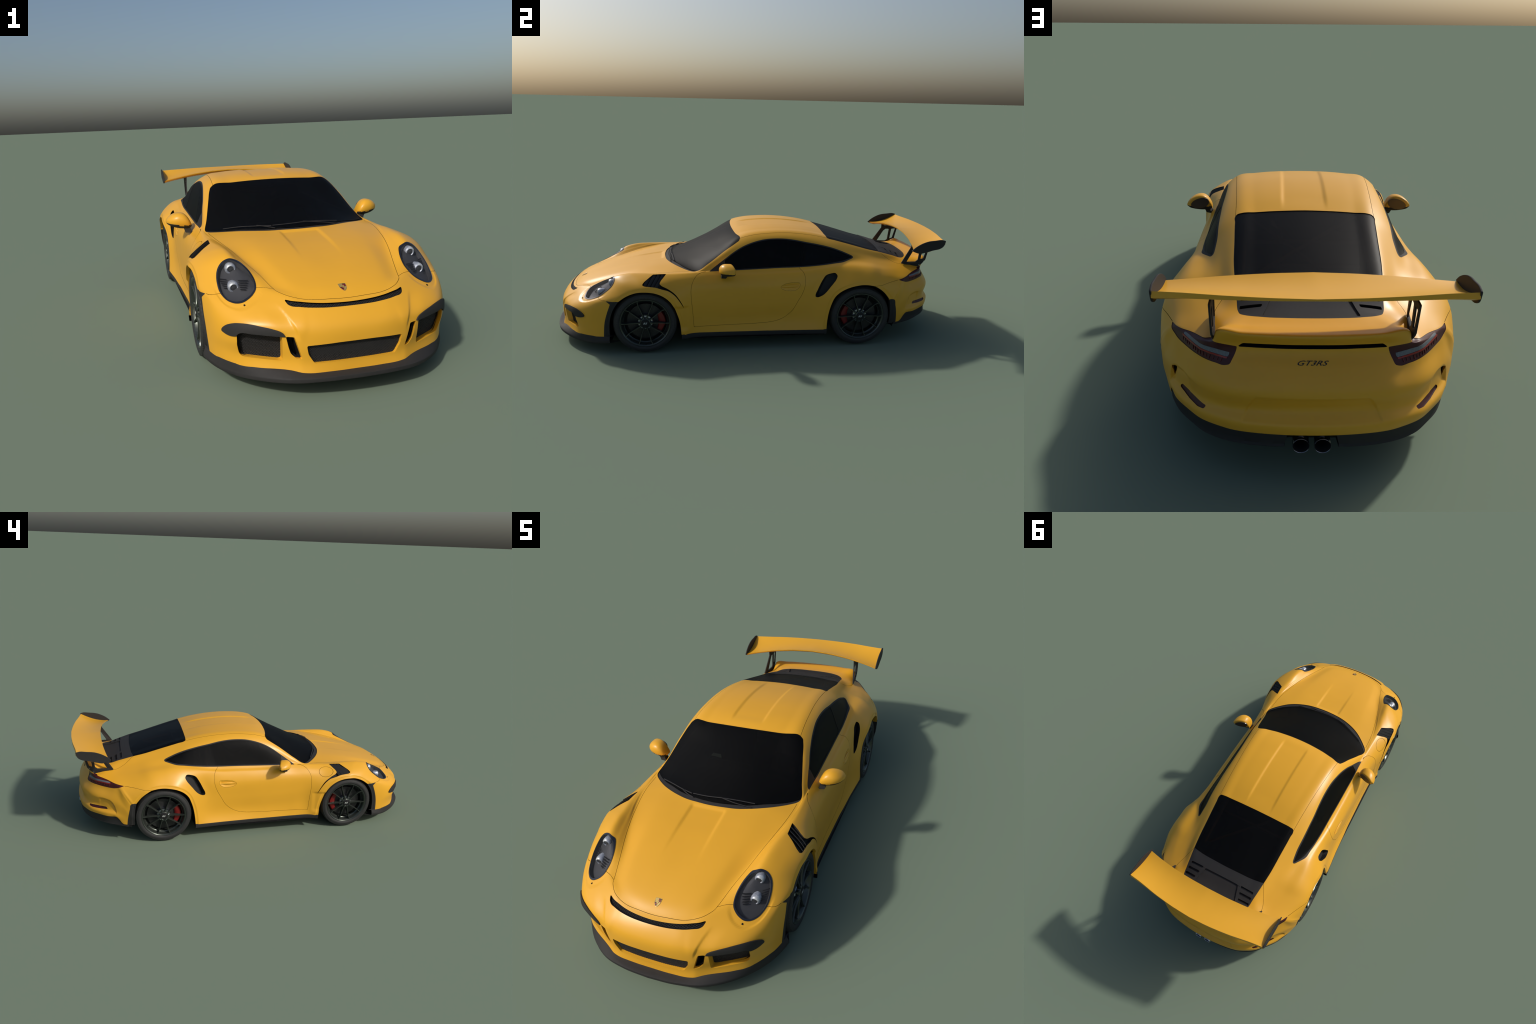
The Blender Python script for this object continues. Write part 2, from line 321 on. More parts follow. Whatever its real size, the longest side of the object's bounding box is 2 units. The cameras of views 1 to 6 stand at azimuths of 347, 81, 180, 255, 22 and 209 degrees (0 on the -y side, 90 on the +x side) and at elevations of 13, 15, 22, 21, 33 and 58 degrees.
# =====================================================================
#  shell with labels : cut exactly along the outlines
# =====================================================================
class Shell:
    def __init__(s, V, N, F):
        s.V, s.N, s.F = V, N, F
        s.lab = np.full(len(F), 'paint', dtype='<U16')

    def copy(s):
        c = Shell(s.V.copy(), s.N.copy(), s.F.copy())
        c.lab = s.lab.copy()
        return c

    def split(s, f, eps=4e-5):
        f = np.where(abs(f) < eps, 0., f)
        g = f[s.F]
        cross = (g.min(1) < 0) & (g.max(1) > 0)
        keep = ~cross
        T, tl = s.F[cross], s.lab[cross]
        newF, newL = [s.F[keep]], [s.lab[keep]]
        if len(T):
            e = np.concatenate([T[:, [0, 1]], T[:, [1, 2]], T[:, [2, 0]]])
            e = np.sort(e, 1)
            c = f[e[:, 0]] * f[e[:, 1]] < 0
            u = np.unique(e[c], axis=0)
            t = (f[u[:, 0]] / (f[u[:, 0]] - f[u[:, 1]]))[:, None]
            nv = len(s.V)
            s.V = np.concatenate([s.V, s.V[u[:, 0]] * (1 - t) + s.V[u[:, 1]] * t])
            n = s.N[u[:, 0]] * (1 - t) + s.N[u[:, 1]] * t
            s.N = np.concatenate([s.N, n / np.linalg.norm(n, axis=1)[:, None]])
            f = np.concatenate([f, np.zeros(len(u))])
            big = nv + len(u) + 1
            key = u[:, 0].astype(np.int64) * big + u[:, 1]

            def mid(a, b):
                k = np.minimum(a, b).astype(np.int64) * big + np.maximum(a, b)
                return nv + np.searchsorted(key, k)
            G = np.sign(f[T])
            zero = (G == 0).any(1)
            # one corner on the line: halve the triangle
            Z, ZG, ZL = T[zero], G[zero], tl[zero]
            if len(Z):
                r = np.argmax(ZG == 0, 1)
                i = np.arange(len(Z))
                a, b, c2 = Z[i, r], Z[i, (r + 1) % 3], Z[i, (r + 2) % 3]
                m = mid(b, c2)
                newF += [np.stack([a, b, m], 1), np.stack([a, m, c2], 1)]
                newL += [ZL, ZL]
            O, OG, OL = T[~zero], G[~zero], tl[~zero]
            if len(O):
                tot = OG.sum(1)
                r = np.argmax(OG == -tot[:, None], 1)
                i = np.arange(len(O))
                a, b, c2 = O[i, r], O[i, (r + 1) % 3], O[i, (r + 2) % 3]
                m1, m2 = mid(a, b), mid(a, c2)
                newF += [np.stack([a, m1, m2], 1), np.stack([m1, b, c2], 1), np.stack([m1, c2, m2], 1)]
                newL += [OL, OL, OL]
        s.F = np.concatenate(newF)
        s.lab = np.concatenate(newL)
        return f

    def cut(s, f, new, only=('paint',)):
        """label what lies inside f < 0"""
        f = s.split(f)
        hit = (f[s.F].sum(1) < 0) & np.isin(s.lab, only)
        s.lab[hit] = new

    def region(s, name, c, line, guard=None, only=('paint',), grow=0.):
        s.cut(field(s.V, c, line, guard) - grow, name, only)

    def groove(s, c, line, guard=None, width=.00065, only=('paint',), closed=False, name='gap'):
        s.split(field(s.V, c, line, guard, closed), 2e-4)
        s.cut(abs(field(s.V, c, line, guard, closed)) - width, name, only)

    def pick(s, *names):
        m = np.isin(s.lab, names)
        F = s.F[m]
        u, inv = np.unique(F, return_inverse=True)
        return s.V[u], s.N[u], inv.reshape(F.shape)

    def compact(s):
        m = s.lab != 'void'
        s.F, s.lab = s.F[m], s.lab[m]


def border_edges(F):
    e = np.concatenate([F[:, [0, 1]], F[:, [1, 2]], F[:, [2, 0]]])
    k = np.sort(e, 1)
    _, idx, cnt = np.unique(k, axis=0, return_index=True, return_counts=True)
    return e[idx[cnt == 1]]


def shape_body(H):
    """fine relief on the lofted grid: creases, channels, recesses"""
    P = H.reshape(-1, 3)
    x, y, z = P.T
    # sunk channel along bonnet and roof
    ch = 1 - smooth01((x - .062) / .013)
    bon = smooth01((y + .74) / .22) * smooth01((-.450 - y) / .02)
    roof = smooth01((y + .075) / .06) * smooth01((.385 - y) / .10)
    P[:, 2] -= np.where(z > .25, ch * (.0042 * bon * (y < -.4) + .0042 * roof * (abs(y - .15) < .3)), 0)
    # tucked band round the wheel arches
    for arch, flap in ((FRONT_ARCH, FRONT_FLAP), (REAR_ARCH, REAR_FLAP)):
        f = field(P, 'yz', arch, side)
        P[:, 0] -= .0030 * smooth01((.017 - f) / .008) * (x > .2)
    # number-plate field and corner recess of the rear bumper
    f = field(P, 'xz', PLATE_RECESS, tail)
    P[:, 1] -= .0035 * smooth01((-f + .001) / .004) * smooth01((z - .186) / .008)
    f = field(P, 'sz', CORNER_RECESS, tail)
    s_ = y - x
    dip = (.0045 * smooth01(-f / .010) + .0060 * smooth01(-f / .006) * np.exp(np.minimum(f, 0) / .022) * (s_ < .55)) * smooth01((.66 - s_) / .16) * smooth01((z - .174) / .018)
    P[:, 1] -= dip * .55
    P[:, 0] -= dip * .85
    # dished shelf below the headlights
    f = field(P, 'xz', HEADLIGHT, lambda x, y, z: y < -.6)
    k = smooth01((.0125 - f) / .004) * smooth01((.300 - z) / .03)
    P[:, 1] += .0035 * k
    P[:, 2] -= .0015 * k
    # crease from the nose vent down to the lower grille
    f = x - np.interp(z, [.166, .194, .212, .231, .247, .265], [.156, .1640, .1710, .1810, .1910, .2030])
    P[:, 1] += .0045 * smooth01(f / .007) * (1 - smooth01((f - .008) / .055)) * smooth01((z - .165) / .03) * smooth01((.266 - z) / .03) * (y < -.8)
    # door handle cup
    f = field(P, 'yz', HANDLE_CUP, side)
    P[:, 0] -= .0050 * smooth01(-f / .012)
    # hollows running into the side intakes
    k = smooth01(1 - abs(z - .315) / .062) * smooth01((y - .255) / .06) * smooth01((.40 - y) / .08) * (x > .3)
    P[:, 0] -= .0045 * k
    # scalloped body side behind the front wheels
    k = smooth01((z - .10) / .03) * smooth01((.235 - z) / .012) * smooth01((-.322 - y) / .03) * (x > .3) * (y > -.40)
    P[:, 0] -= .006 * k
    return P.reshape(H.shape)


def body_shell(step=.0048):
    H = body_grid(step)
    for _ in range(3):                                    # take out the last ripples of the loft
        G = H.copy()
        G[1:-1] = .5 * H[1:-1] + .25 * (H[:-2] + H[2:])
        H = G.copy()
        H[:, 1:-1] = .5 * G[:, 1:-1] + .25 * (G[:, :-2] + G[:, 2:])
        H[:, 0, 1:] = .5 * G[:, 0, 1:] + .5 * G[:, 1, 1:]
        H[:, 0, 0] = 0
    H = shape_body(H)
    nu, nv, _ = H.shape
    du, dv = np.gradient(H, axis=0), np.gradient(H, axis=1)
    N = np.cross(dv, du)
    N[:, 0, 0] = 0
    N /= np.linalg.norm(N, axis=2)[..., None] + 1e-12
    i = np.arange(nu * nv).reshape(nu, nv)
    a, b, c, d = i[:-1, :-1], i[1:, :-1], i[1:, 1:], i[:-1, 1:]
    F = np.concatenate([np.stack([a, c, b], -1).reshape(-1, 3), np.stack([a, d, c], -1).reshape(-1, 3)])
    V, N = H.reshape(-1, 3), N.reshape(-1, 3)
    fn = np.cross(V[F[:, 1]] - V[F[:, 0]], V[F[:, 2]] - V[F[:, 0]])
    if (fn * N[F[:, 0]]).sum() < 0:
        F = F[:, ::-1].copy()
    c0 = V[len(V) // 2]
    if (N * (V - np.array([0, 0, .2]))).sum() < 0:
        N, F = -N, F[:, ::-1].copy()
    return Shell(V, N, F)


def cut_body(step=.0048):
    s = body_shell(step)
    # wheel openings and the black flaps ahead of / behind them
    s.region('flap', 'yz', FRONT_FLAP, side)
    s.region('void', 'yz', FRONT_ARCH, side, ('paint', 'flap'))
    s.region('flap', 'yz', REAR_FLAP, side)
    s.region('void', 'yz', REAR_ARCH, side, ('paint', 'flap'))
    s.compact()
    # glass
    s.region('screen', 'xy', SCREEN, upper)
    s.cut(-field(s.V, 'xy', np.concatenate([GLASS_FOOT, [(.34, 0), (-.05, 0)]]), upper), 'cowl', ('screen',))
    s.region('backlight', 'xy', BACKLIGHT, upper)
    s.cut(-field(s.V, 'xy', np.concatenate([GRILLE_EDGE, [(.23, .3), (-.05, .3)]]), upper), 'grille', ('backlight',))
    s.region('win_frame', 'yz', SIDE_WINDOW, side)
    f = field(s.V, 'yz', SIDE_WINDOW, side) + .0052
    s.cut(f, 'win_glass', ('win_frame',))
    s.cut(field(s.V, 'yz', np.concatenate([WINDOW_SPLIT, [(.6, .38), (.6, .545)]]), side), 'win_rear', ('win_glass',))
    s.cut(field(s.V, 'yz', np.concatenate([MIRROR_SPLIT, [(-.3, .37), (-.3, .46)]]), side), 'win_frame', ('win_glass',))
    # lamps
    s.region('lamp_rim', 'xz', HEADLIGHT, lambda x, y, z: y < -.6)
    s.cut(field(s.V, 'xz', HEADLIGHT, lambda x, y, z: y < -.6) + .0036, 'lamp', ('lamp_rim',))
    s.region('tail_lamp', 'sz', TAIL_LIGHT, tail)
    s.region('tail_strip', 'sz', TAIL_STRIP, tail, ('tail_lamp',))
    s.region('tail_bar', 'sz', TAIL_BAR, tail, ('tail_lamp',))
    s.region('reflector', 'sz', REFLECTOR, tail)
    s.region('slit', 'sz', CORNER_SLIT, tail)
    # openings
    s.region('nose_vent', 'xy', NOSE_VENT, lambda x, y, z: (y < -.84) & (z > .2))
    s.region('low_grille', 'xz', LOWER_GRILLE, nose)
    s.region('small_in', 'xz', SMALL_INTAKE, nose)
    s.region('blade', 'xz', BLADE, nose)
    s.region('big_in', 'xz', BIG_INTAKE, nose)
    s.region('fender_vent', 'yt', FENDER_VENT, lambda x, y, z: (x > .28) & (y < -.3) & (y > -.62))
    for k in range(4):                                     # slats between the gaps of the louvre
        q = (s.V[:, 1] + .283 * (s.V[:, 0] - s.V[:, 2] + .051) + .5155)
        s.cut(np.maximum(np.maximum(.0190 * k - q, q - .0190 * k - .0140), s.V[:, 0] - s.V[:, 2] - .0800 + 0 * q), 'slat%d' % k, ('fender_vent',))
    s.region('side_in', 'yz', SIDE_INTAKE, side)
    s.region('lid_gap', 'xz', LID_GAP, tail)
    for i, l in enumerate(LOUVRES):
        s.region('louvre', 'xy', l, tail, ('grille',))
    s.region('plate', 'xy', CENTRE_PLATE, tail, ('grille',))
    s.region('plate_rim', 'xy', PLATE_RIM, tail, ('grille',))
    # shut lines
    top = lambda x, y, z: z > .26
    s.groove('xy', BONNET, lambda x, y, z: (z > .255) & (y > -.95) & (y < -.325), closed=True)
    s.groove('xy', ROOF_SEAM, lambda x, y, z: z > .45)
    s.groove('yz', DOOR_LINE, side)
    s.groove('yz', HANDLE_CUP, side, .0005, closed=True)
    s.groove('xy', LID_SEAM, lambda x, y, z: (z > .30) & (y < .80))
    s.groove('yz', BUMPER_SEAM, lambda x, y, z: (x > .3) & (y > .5), .0006)
    s.groove('xy', NOSE_SEAM, lambda x, y, z: (y < -.6) & (z > .25), .0006)
    s.groove('yz', NOSE_SEAM_OUTER, lambda x, y, z: (y < -.6) & (x > .33), .0006)
    # panels
    s.region('bonnet', 'xy', BONNET, lambda x, y, z: (z > .255) & (y < -.3))
    s.region('door', 'yz', DOOR, side)
    s.cut(field(s.V, 'xy', np.concatenate([ROOF_SEAM, [(-.05, .39), (-.05, -.085)]]), lambda x, y, z: z > .45), 'roof')
    s.region('lid', 'xy', ENGINE_LID, lambda x, y, z: (z > .3605) & (y > .6))
    # bumpers : everything painted ahead of / behind the seams
    x, y, z = s.V.T
    lim = np.where(x < .3, -.828 + .26 * (x - .1985), 0)
    s.cut(np.where(y < -.5, np.maximum(z - .2680 - np.interp(x, [0, .1985, .243, .34, .378], [.030, .0215, .0240, .008, 0]), y + .690), .05), 'front_bumper')
    x, y, z = s.V.T
    s.cut(np.where(y > .55, z - np.interp(y, [.59, .619, .664, .727, .76, 1.], [.3165, .3180, .3250, .3312, .345, .3630]), .05), 'rear_bumper')
    s.lab[(s.lab == 'paint')] = np.where(s.V[s.F[s.lab == 'paint']].mean(1)[:, 1] < -.25, 'fender', 'side_panel')
    return s


# =====================================================================
#  BLENDER SIDE
# =====================================================================
import bpy
from mathutils import Vector, Matrix
from mathutils.bvhtree import BVHTree

COL = bpy.context.scene.collection


def material(name, color, rough=.5, metal=0., spec=.5, coat=0., noise=0., scale=60., bump=0., trans=0., ior=1.45, vary=None, ior_level=None):
    m = bpy.data.materials.new(name)
    m.use_nodes = True
    nt = m.node_tree
    b = nt.nodes['Principled BSDF']
    b.inputs['Base Color'].default_value = (*color, 1)
    b.inputs['Roughness'].default_value = rough
    b.inputs['Metallic'].default_value = metal
    b.inputs['Specular IOR Level'].default_value = spec
    b.inputs['Coat Weight'].default_value = coat
    b.inputs['Coat Roughness'].default_value = .08
    b.inputs['Transmission Weight'].default_value = trans
    b.inputs['IOR'].default_value = ior
    if noise or bump:
        tc = nt.nodes.new('ShaderNodeTexCoord')
        nz = nt.nodes.new('ShaderNodeTexNoise')
        nz.inputs['Scale'].default_value = scale
        nz.inputs['Detail'].default_value = 4
        nt.links.new(tc.outputs['Object'], nz.inputs['Vector'])
        if noise:
            r = nt.nodes.new('ShaderNodeValToRGB')
            c0 = tuple(max(0, c * (1 - noise)) for c in color)
            c1 = tuple(min(1, c * (1 + noise)) for c in color) if vary is None else vary
            r.color_ramp.elements[0].position = .3
            r.color_ramp.elements[1].position = .7
            r.color_ramp.elements[0].color = (*c0, 1)
            r.color_ramp.elements[1].color = (*c1, 1)
            nt.links.new(nz.outputs['Fac'], r.inputs['Fac'])
            nt.links.new(r.outputs['Color'], b.inputs['Base Color'])
        if bump:
            bp = nt.nodes.new('ShaderNodeBump')
            bp.inputs['Strength'].default_value = bump
            bp.inputs['Distance'].default_value = .001
            nt.links.new(nz.outputs['Fac'], bp.inputs['Height'])
            nt.links.new(bp.outputs['Normal'], b.inputs['Normal'])
    return m


PAINT = material('yellow_paint', (.735, .370, .026), .36, spec=.5, noise=.012, scale=9)
BLACK = material('black_plastic', (.027, .026, .026), .68, spec=.3, noise=.06, scale=140)
TRIM = material('dark_trim', (.012, .012, .013), .6, spec=.3, noise=.1, scale=90)
GAP = material('gap_shadow', (.075, .042, .008), .8, spec=.1, noise=.1, scale=50)
RUBBER = material('tyre_rubber', (.030, .030, .030), .62, spec=.35, noise=.08, scale=220)
LETTER = material('raised_letter_rubber', (.060, .060, .060), .55, spec=.4, noise=.05, scale=200)
RIM = material('dark_alloy', (.075, .085, .075), .26, metal=.7, spec=.5, noise=.08, scale=90)
CHROME = material('bluish_chrome', (.36, .38, .44), .22, metal=1., noise=.05, scale=60)
SILVER = material('lamp_silver', (.50, .52, .54), .42, metal=.35, noise=.25, scale=160)
RED = material('red_caliper', (.17, .007, .007), .38, spec=.5, noise=.1, scale=80)
DISC = material('brake_steel', (.045, .045, .046), .45, metal=.6, noise=.25, scale=260)


def see_through(name, tint, amount, color, rough, spec):
    """tinted pane: a thin share of clear transmission under a satin black face"""
    m = material(name, color, rough, spec=spec, noise=.03, scale=5)
    nt = m.node_tree
    b = nt.nodes['Principled BSDF']
    t = nt.nodes.new('ShaderNodeBsdfTransparent')
    t.inputs['Color'].default_value = (*tint, 1)
    x = nt.nodes.new('ShaderNodeMixShader')
    x.inputs['Fac'].default_value = 1 - amount
    nt.links.new(t.outputs[0], x.inputs[1])
    nt.links.new(b.outputs[0], x.inputs[2])
    nt.links.new(x.outputs[0], nt.nodes['Material Output'].inputs['Surface'])
    return m


GLASS = see_through('tinted_glass', (.50, .50, .50), .38, (.003, .003, .003), .50, .19)
BACK_GLASS = see_through('dark_tinted_glass', (.58, .58, .58), .44, (.003, .003, .003), .46, .26)
LENS = see_through('lamp_glass', (.96, .97, 1.), .93, (.05, .05, .05), .03, .5)
LAMP_BOWL = material('lamp_bowl', (.056, .055, .054), .5, spec=.4, noise=.08, scale=120)
LAMP_RIM = material('lamp_rim', (.07, .075, .09), .2, metal=.85, noise=.05, scale=60)
TAIL_RED = material('tail_red', (.055, .010, .012), .38, spec=.35, noise=.12, scale=70)
TAIL_BRIGHT = material('tail_bright_red', (.26, .018, .016), .2, spec=.5, noise=.1, scale=70)
TAIL_RIB = material('tail_rib', (.095, .014, .015), .4, spec=.35, noise=.1, scale=80)
TAIL_GREY = material('tail_grey', (.13, .15, .175), .35, spec=.5, noise=.2, scale=260)
MIRROR_GLASS = material('mirror_glass', (.085, .078, .075), .32, metal=.5, noise=.03, scale=20)
INK = material('dark_lettering', (.008, .009, .012), .4, noise=.05, scale=80)
WHITE = material('light_lettering', (.55, .58, .55), .4, noise=.05, scale=80)
GOLD = material('badge_gold', (.50, .36, .13), .35, metal=.5, noise=.2, scale=300)
BADGE_RED = material('badge_red', (.30, .02, .02), .4, noise=.1, scale=100)
CAGE = material('cage_orange', (.42, .17, .015), .45, noise=.05, scale=40)
SEAT = material('seat_cloth', (.035, .035, .037), .8, noise=.2, scale=160, bump=.2)
SKIN = material('driver_skin', (.35, .18, .12), .55, noise=.08, scale=60)
CLOTH = material('driver_shirt', (.10, .12, .15), .8, noise=.1, scale=80)
PIPE = material('exhaust_steel', (.42, .43, .46), .25, metal=1., noise=.08, scale=80)


def mesh_grid_material():
    """black honeycomb grille : colour from a fine Voronoi pattern"""
    m = material('grille_mesh', (.02, .02, .02), .5)
    nt = m.node_tree
    b = nt.nodes['Principled BSDF']
    tc = nt.nodes.new('ShaderNodeTexCoord')
    v = nt.nodes.new('ShaderNodeTexVoronoi')
    v.feature = 'DISTANCE_TO_EDGE'
    v.inputs['Scale'].default_value = 210
    v.inputs['Randomness'].default_value = .15
    r = nt.nodes.new('ShaderNodeValToRGB')
    r.color_ramp.elements[0].position = .10
    r.color_ramp.elements[1].position = .20
    r.color_ramp.elements[0].color = (.030, .028, .027, 1)
    r.color_ramp.elements[1].color = (.006, .006, .006, 1)
    nt.links.new(tc.outputs['Object'], v.inputs['Vector'])
    nt.links.new(v.outputs['Distance'], r.inputs['Fac'])
    nt.links.new(r.outputs['Color'], b.inputs['Base Color'])
    return m


MESH = mesh_grid_material()

car = bpy.data.objects.new('sports_car', None)
COL.objects.link(car)
car['label'] = 'yellow two-door sports coupe with tall rear wing and black trim'
car['category'] = 'car'


def add(name, V, F, mat, N=None, parent=car, smooth=True, angle=None, mats=None, fm=None):
    """one mesh object; N = vertex normals of the whole body, angle = smooth by angle"""
    me = bpy.data.meshes.new(name)
    V = np.asarray(V, float)
    if isinstance(F, np.ndarray):
        k = F.shape[1]
        me.vertices.add(len(V))
        me.vertices.foreach_set('co', V.ravel())
        me.loops.add(F.size)
        me.loops.foreach_set('vertex_index', F.ravel().astype(np.int32))
        me.polygons.add(len(F))
        me.polygons.foreach_set('loop_start', np.arange(0, F.size, k, dtype=np.int32))
        me.polygons.foreach_set('loop_total', np.full(len(F), k, dtype=np.int32))
        me.update(calc_edges=True)
    else:
        me.from_pydata(V.tolist(), [], [list(f) for f in F])
    me.polygons.foreach_set('use_smooth', np.full(len(me.polygons), bool(smooth)))
    for m in (mats or [mat]):
        me.materials.append(m)
    if fm is not None:
        me.polygons.foreach_set('material_index', np.asarray(fm, np.int32))
    me.validate()
    if N is not None:
        me.normals_split_custom_set_from_vertices(np.asarray(N, float).tolist())
    elif smooth and angle is not None:
        me.set_sharp_from_angle(angle=math.radians(angle))
    o = bpy.data.objects.new(name, me)
    COL.objects.link(o)
    o.parent = parent
    return o


FLIP = np.array([-1., 1, 1])


def join(parts):
    V, N, F, k = [], [], [], 0
    for v, n, f in parts:
        V.append(v)
        N.append(n)
        F.append(f + k)
        k += len(v)
    return np.concatenate(V), np.concatenate(N), np.concatenate(F)


def whole(piece):
    """right half added to a left half; vertices on the centre line are shared"""
    V, N, F = piece
    n = len(V)
    on = V[:, 0] < 1e-6
    m = np.where(on, np.arange(n), 0)
    off = np.flatnonzero(~on)
    m[off] = n + np.arange(len(off))
    return np.concatenate([V, V[off] * FLIP]), np.concatenate([N, N[off] * FLIP]), np.concatenate([F, m[F][:, ::-1]])


def flipped(piece):
    V, N, F = piece
    return V * FLIP, N * FLIP, F[:, ::-1].copy()


def panel(name, piece, mat, centre=False, parent=car, other=None):
    if centre:
        V, N, F = whole(piece)
        return [add(name, V, F, mat, N, parent)]
    V, N, F = piece
    a = add(name, V, F, mat, N, parent)
    V, N, F = flipped(other if other is not None else piece)
    return [a, add(name, V, F, mat, N, parent)]


def sunk(piece, offset):
    """floor of a recess and the walls that lead to it; offset = vector(s) or depth along the normal"""
    V, N, F = piece
    off = -N * offset[:, None] if np.ndim(offset) == 1 and len(offset) == len(V) else (np.broadcast_to(offset, V.shape) if np.ndim(offset) else -N * offset)
    W = V + off
    e = border_edges(F)
    e = e[~((V[e[:, 0], 0] < 1e-6) & (V[e[:, 1], 0] < 1e-6))]
    a, b = e[:, 0], e[:, 1]
    q = np.stack([V[a], V[b], W[b], W[a]], 1).reshape(-1, 3)
    k = np.arange(len(e))[:, None] * 4
    WF = np.concatenate([k + [0, 1, 2], k + [0, 2, 3]])
    n = np.cross(q[1::4] - q[0::4], q[2::4] - q[0::4])
    n /= np.linalg.norm(n, axis=1)[:, None] + 1e-12
    # smooth the wall normals round the opening
    acc = np.zeros_like(V)
    np.add.at(acc, a, n)
    np.add.at(acc, b, n)
    acc /= np.linalg.norm(acc, axis=1)[:, None] + 1e-12
    ok = (acc[a] * n).sum(1) > .7
    na = np.where(ok[:, None], acc[a], n)
    nb = np.where(((acc[b] * n).sum(1) > .7)[:, None], acc[b], n)
    return (W, N, F), (q, np.stack([na, nb, nb, na], 1).reshape(-1, 3), WF)


def solid(piece, t):
    """a sheet of thickness t"""
    V, N, F = piece
    W = V - N * t
    e = border_edges(F)
    n = len(V)
    walls = np.concatenate([np.stack([e[:, 1], e[:, 0], e[:, 0] + n], 1), np.stack([e[:, 1], e[:, 0] + n, e[:, 1] + n], 1)])
    return np.concatenate([V, W]), np.concatenate([F, F[:, ::-1] + n, walls])


S = cut_body()
R = S.copy()                                              # right side: the fuel filler
R.groove('yt', FUEL_CAP, lambda x, y, z: (x > .3) & (y < -.3), .0010, ('fender', 'paint'), True)
R.cut(field(R.V, 'yt', FUEL_CAP, lambda x, y, z: (x > .3) & (y < -.3)), 'fuel_cap', ('fender',))

BVH = BVHTree.FromPolygons(np.concatenate([S.V, S.V * FLIP]).tolist(), np.concatenate([S.F, S.F[:, ::-1] + len(S.V)]).tolist())


def on_body(origin, direction):
    p, n, i, d = BVH.ray_cast(Vector(origin), Vector(direction).normalized())
    return np.array(p), np.array(n)


# ---- painted panels ---------------------------------------------------
panel('bonnet', S.pick('bonnet'), PAINT, True)
panel('roof', S.pick('roof'), PAINT, True)
panel('engine_lid', S.pick('lid'), PAINT, True)
panel('front_bumper', S.pick('front_bumper'), PAINT, True)
panel('rear_bumper', S.pick('rear_bumper'), PAINT, True)
doors = panel('door', S.pick('door'), PAINT)
panel('front_fender', S.pick('fender'), PAINT, other=R.pick('fender'))
panel('side_panel', S.pick('side_panel'), PAINT)
V, N, F = flipped(R.pick('fuel_cap'))
add('fuel_cap', V, F, PAINT, N)
# shut lines: narrow grooves
fl, wl = sunk(S.pick('gap'), .0035)
fr, wr = sunk(R.pick('gap'), .0035)
V, N, F = join([fl, wl, flipped(fr), flipped(wr)])
add('shut_line', V, F, GAP, N)

# ---- wheel-arch edges --------------------------------------------------
inner = []
VV, NN, FF = S.pick('bonnet', 'door', 'fender', 'front_bumper', 'rear_bumper', 'side_panel', 'gap', 'flap')
e = border_edges(FF)
for arch in (FRONT_ARCH, REAR_ARCH):
    d, _ = line_distance(chart(VV[e].mean(1), 'yz'), arch, True)
    k = e[(d < .0016) & (VV[e].mean(1)[:, 0] > .3)]
    q = np.stack([VV[k[:, 0]], VV[k[:, 1]], VV[k[:, 1]] - [.022, 0, 0], VV[k[:, 0]] - [.022, 0, 0]], 1)
    inner.append(q)
q = np.concatenate(inner)
n = len(q)
quads = np.arange(n * 4).reshape(n, 4)
V = np.concatenate([q.reshape(-1, 3), q.reshape(-1, 3) * FLIP])
lower = np.concatenate([q.mean(1)[:, 1], q.mean(1)[:, 1]])
flapside = ((lower < -.662) & (lower > -.8)) | (lower > .671)
add('arch_edge', V, np.concatenate([quads, quads[:, ::-1] + n * 4]), None, smooth=False, mats=[PAINT, BLACK], fm=flapside.astype(int))
panel('wheel_flap', S.pick('flap'), BLACK)

# ---- glass --------------------------------------------------------------
def pane(name, label, depth, mat, centre, t=.0025):
    floor, wall = sunk(S.pick(label), depth)
    for k, (f, w) in enumerate([(floor, wall)] if centre else [(floor, wall), (flipped(floor), flipped(wall))]):
        if centre:
            f, w = whole(f), join([w, flipped(w)])
        g = add(name, *solid(f, t), mat, smooth=True, angle=50)
        add('glass_seal', w[0], w[2], TRIM, w[1], parent=g)
    return g


pane('windscreen', 'screen', .0012, GLASS, True)
pane('rear_window', 'backlight', .0022, BACK_GLASS, True)
pane('door_window', 'win_glass', .0010, GLASS, False)
pane('quarter_window', 'win_rear', .0010, BACK_GLASS, False)
panel('window_frame', S.pick('win_frame'), BLACK)
fl, wl = sunk(S.pick('cowl'), .0035)
V, N, F = whole(fl)
cowl = add('cowl', V, F, BLACK, N)
V, N, F = join([wl, flipped(wl)])
add('cowl_edge', V, F, TRIM, N, parent=cowl)

# ---- openings in nose and flanks -----------------------------------------
def opening(name, label, offset, wall_mat, floor_mat, centre, lip=1.):
    """a duct; the first part of its wall (share lip) keeps the paint, the rest is dark"""
    off = np.array(offset, float)
    first, wall = sunk(S.pick(label), off * lip)
    floor, deep = sunk(first, off * (1 - lip)) if lip < 1 else (first, None)
    out = []
    for sgn in (1,) if centre else (1, -1):
        fx = whole if centre else ((lambda q: q) if sgn > 0 else flipped)
        wx = (lambda q: join([q, flipped(q)])) if centre else fx
        f, w = fx(floor), wx(wall)
        o = add(name, f[0], f[2], floor_mat, f[1])
        add(name + '_wall', w[0], w[2], wall_mat, w[1], parent=o)
        if deep is not None:
            d = wx(deep)
            add(name + '_duct', d[0], d[2], TRIM, d[1], parent=o)
        out.append(o)
    return out


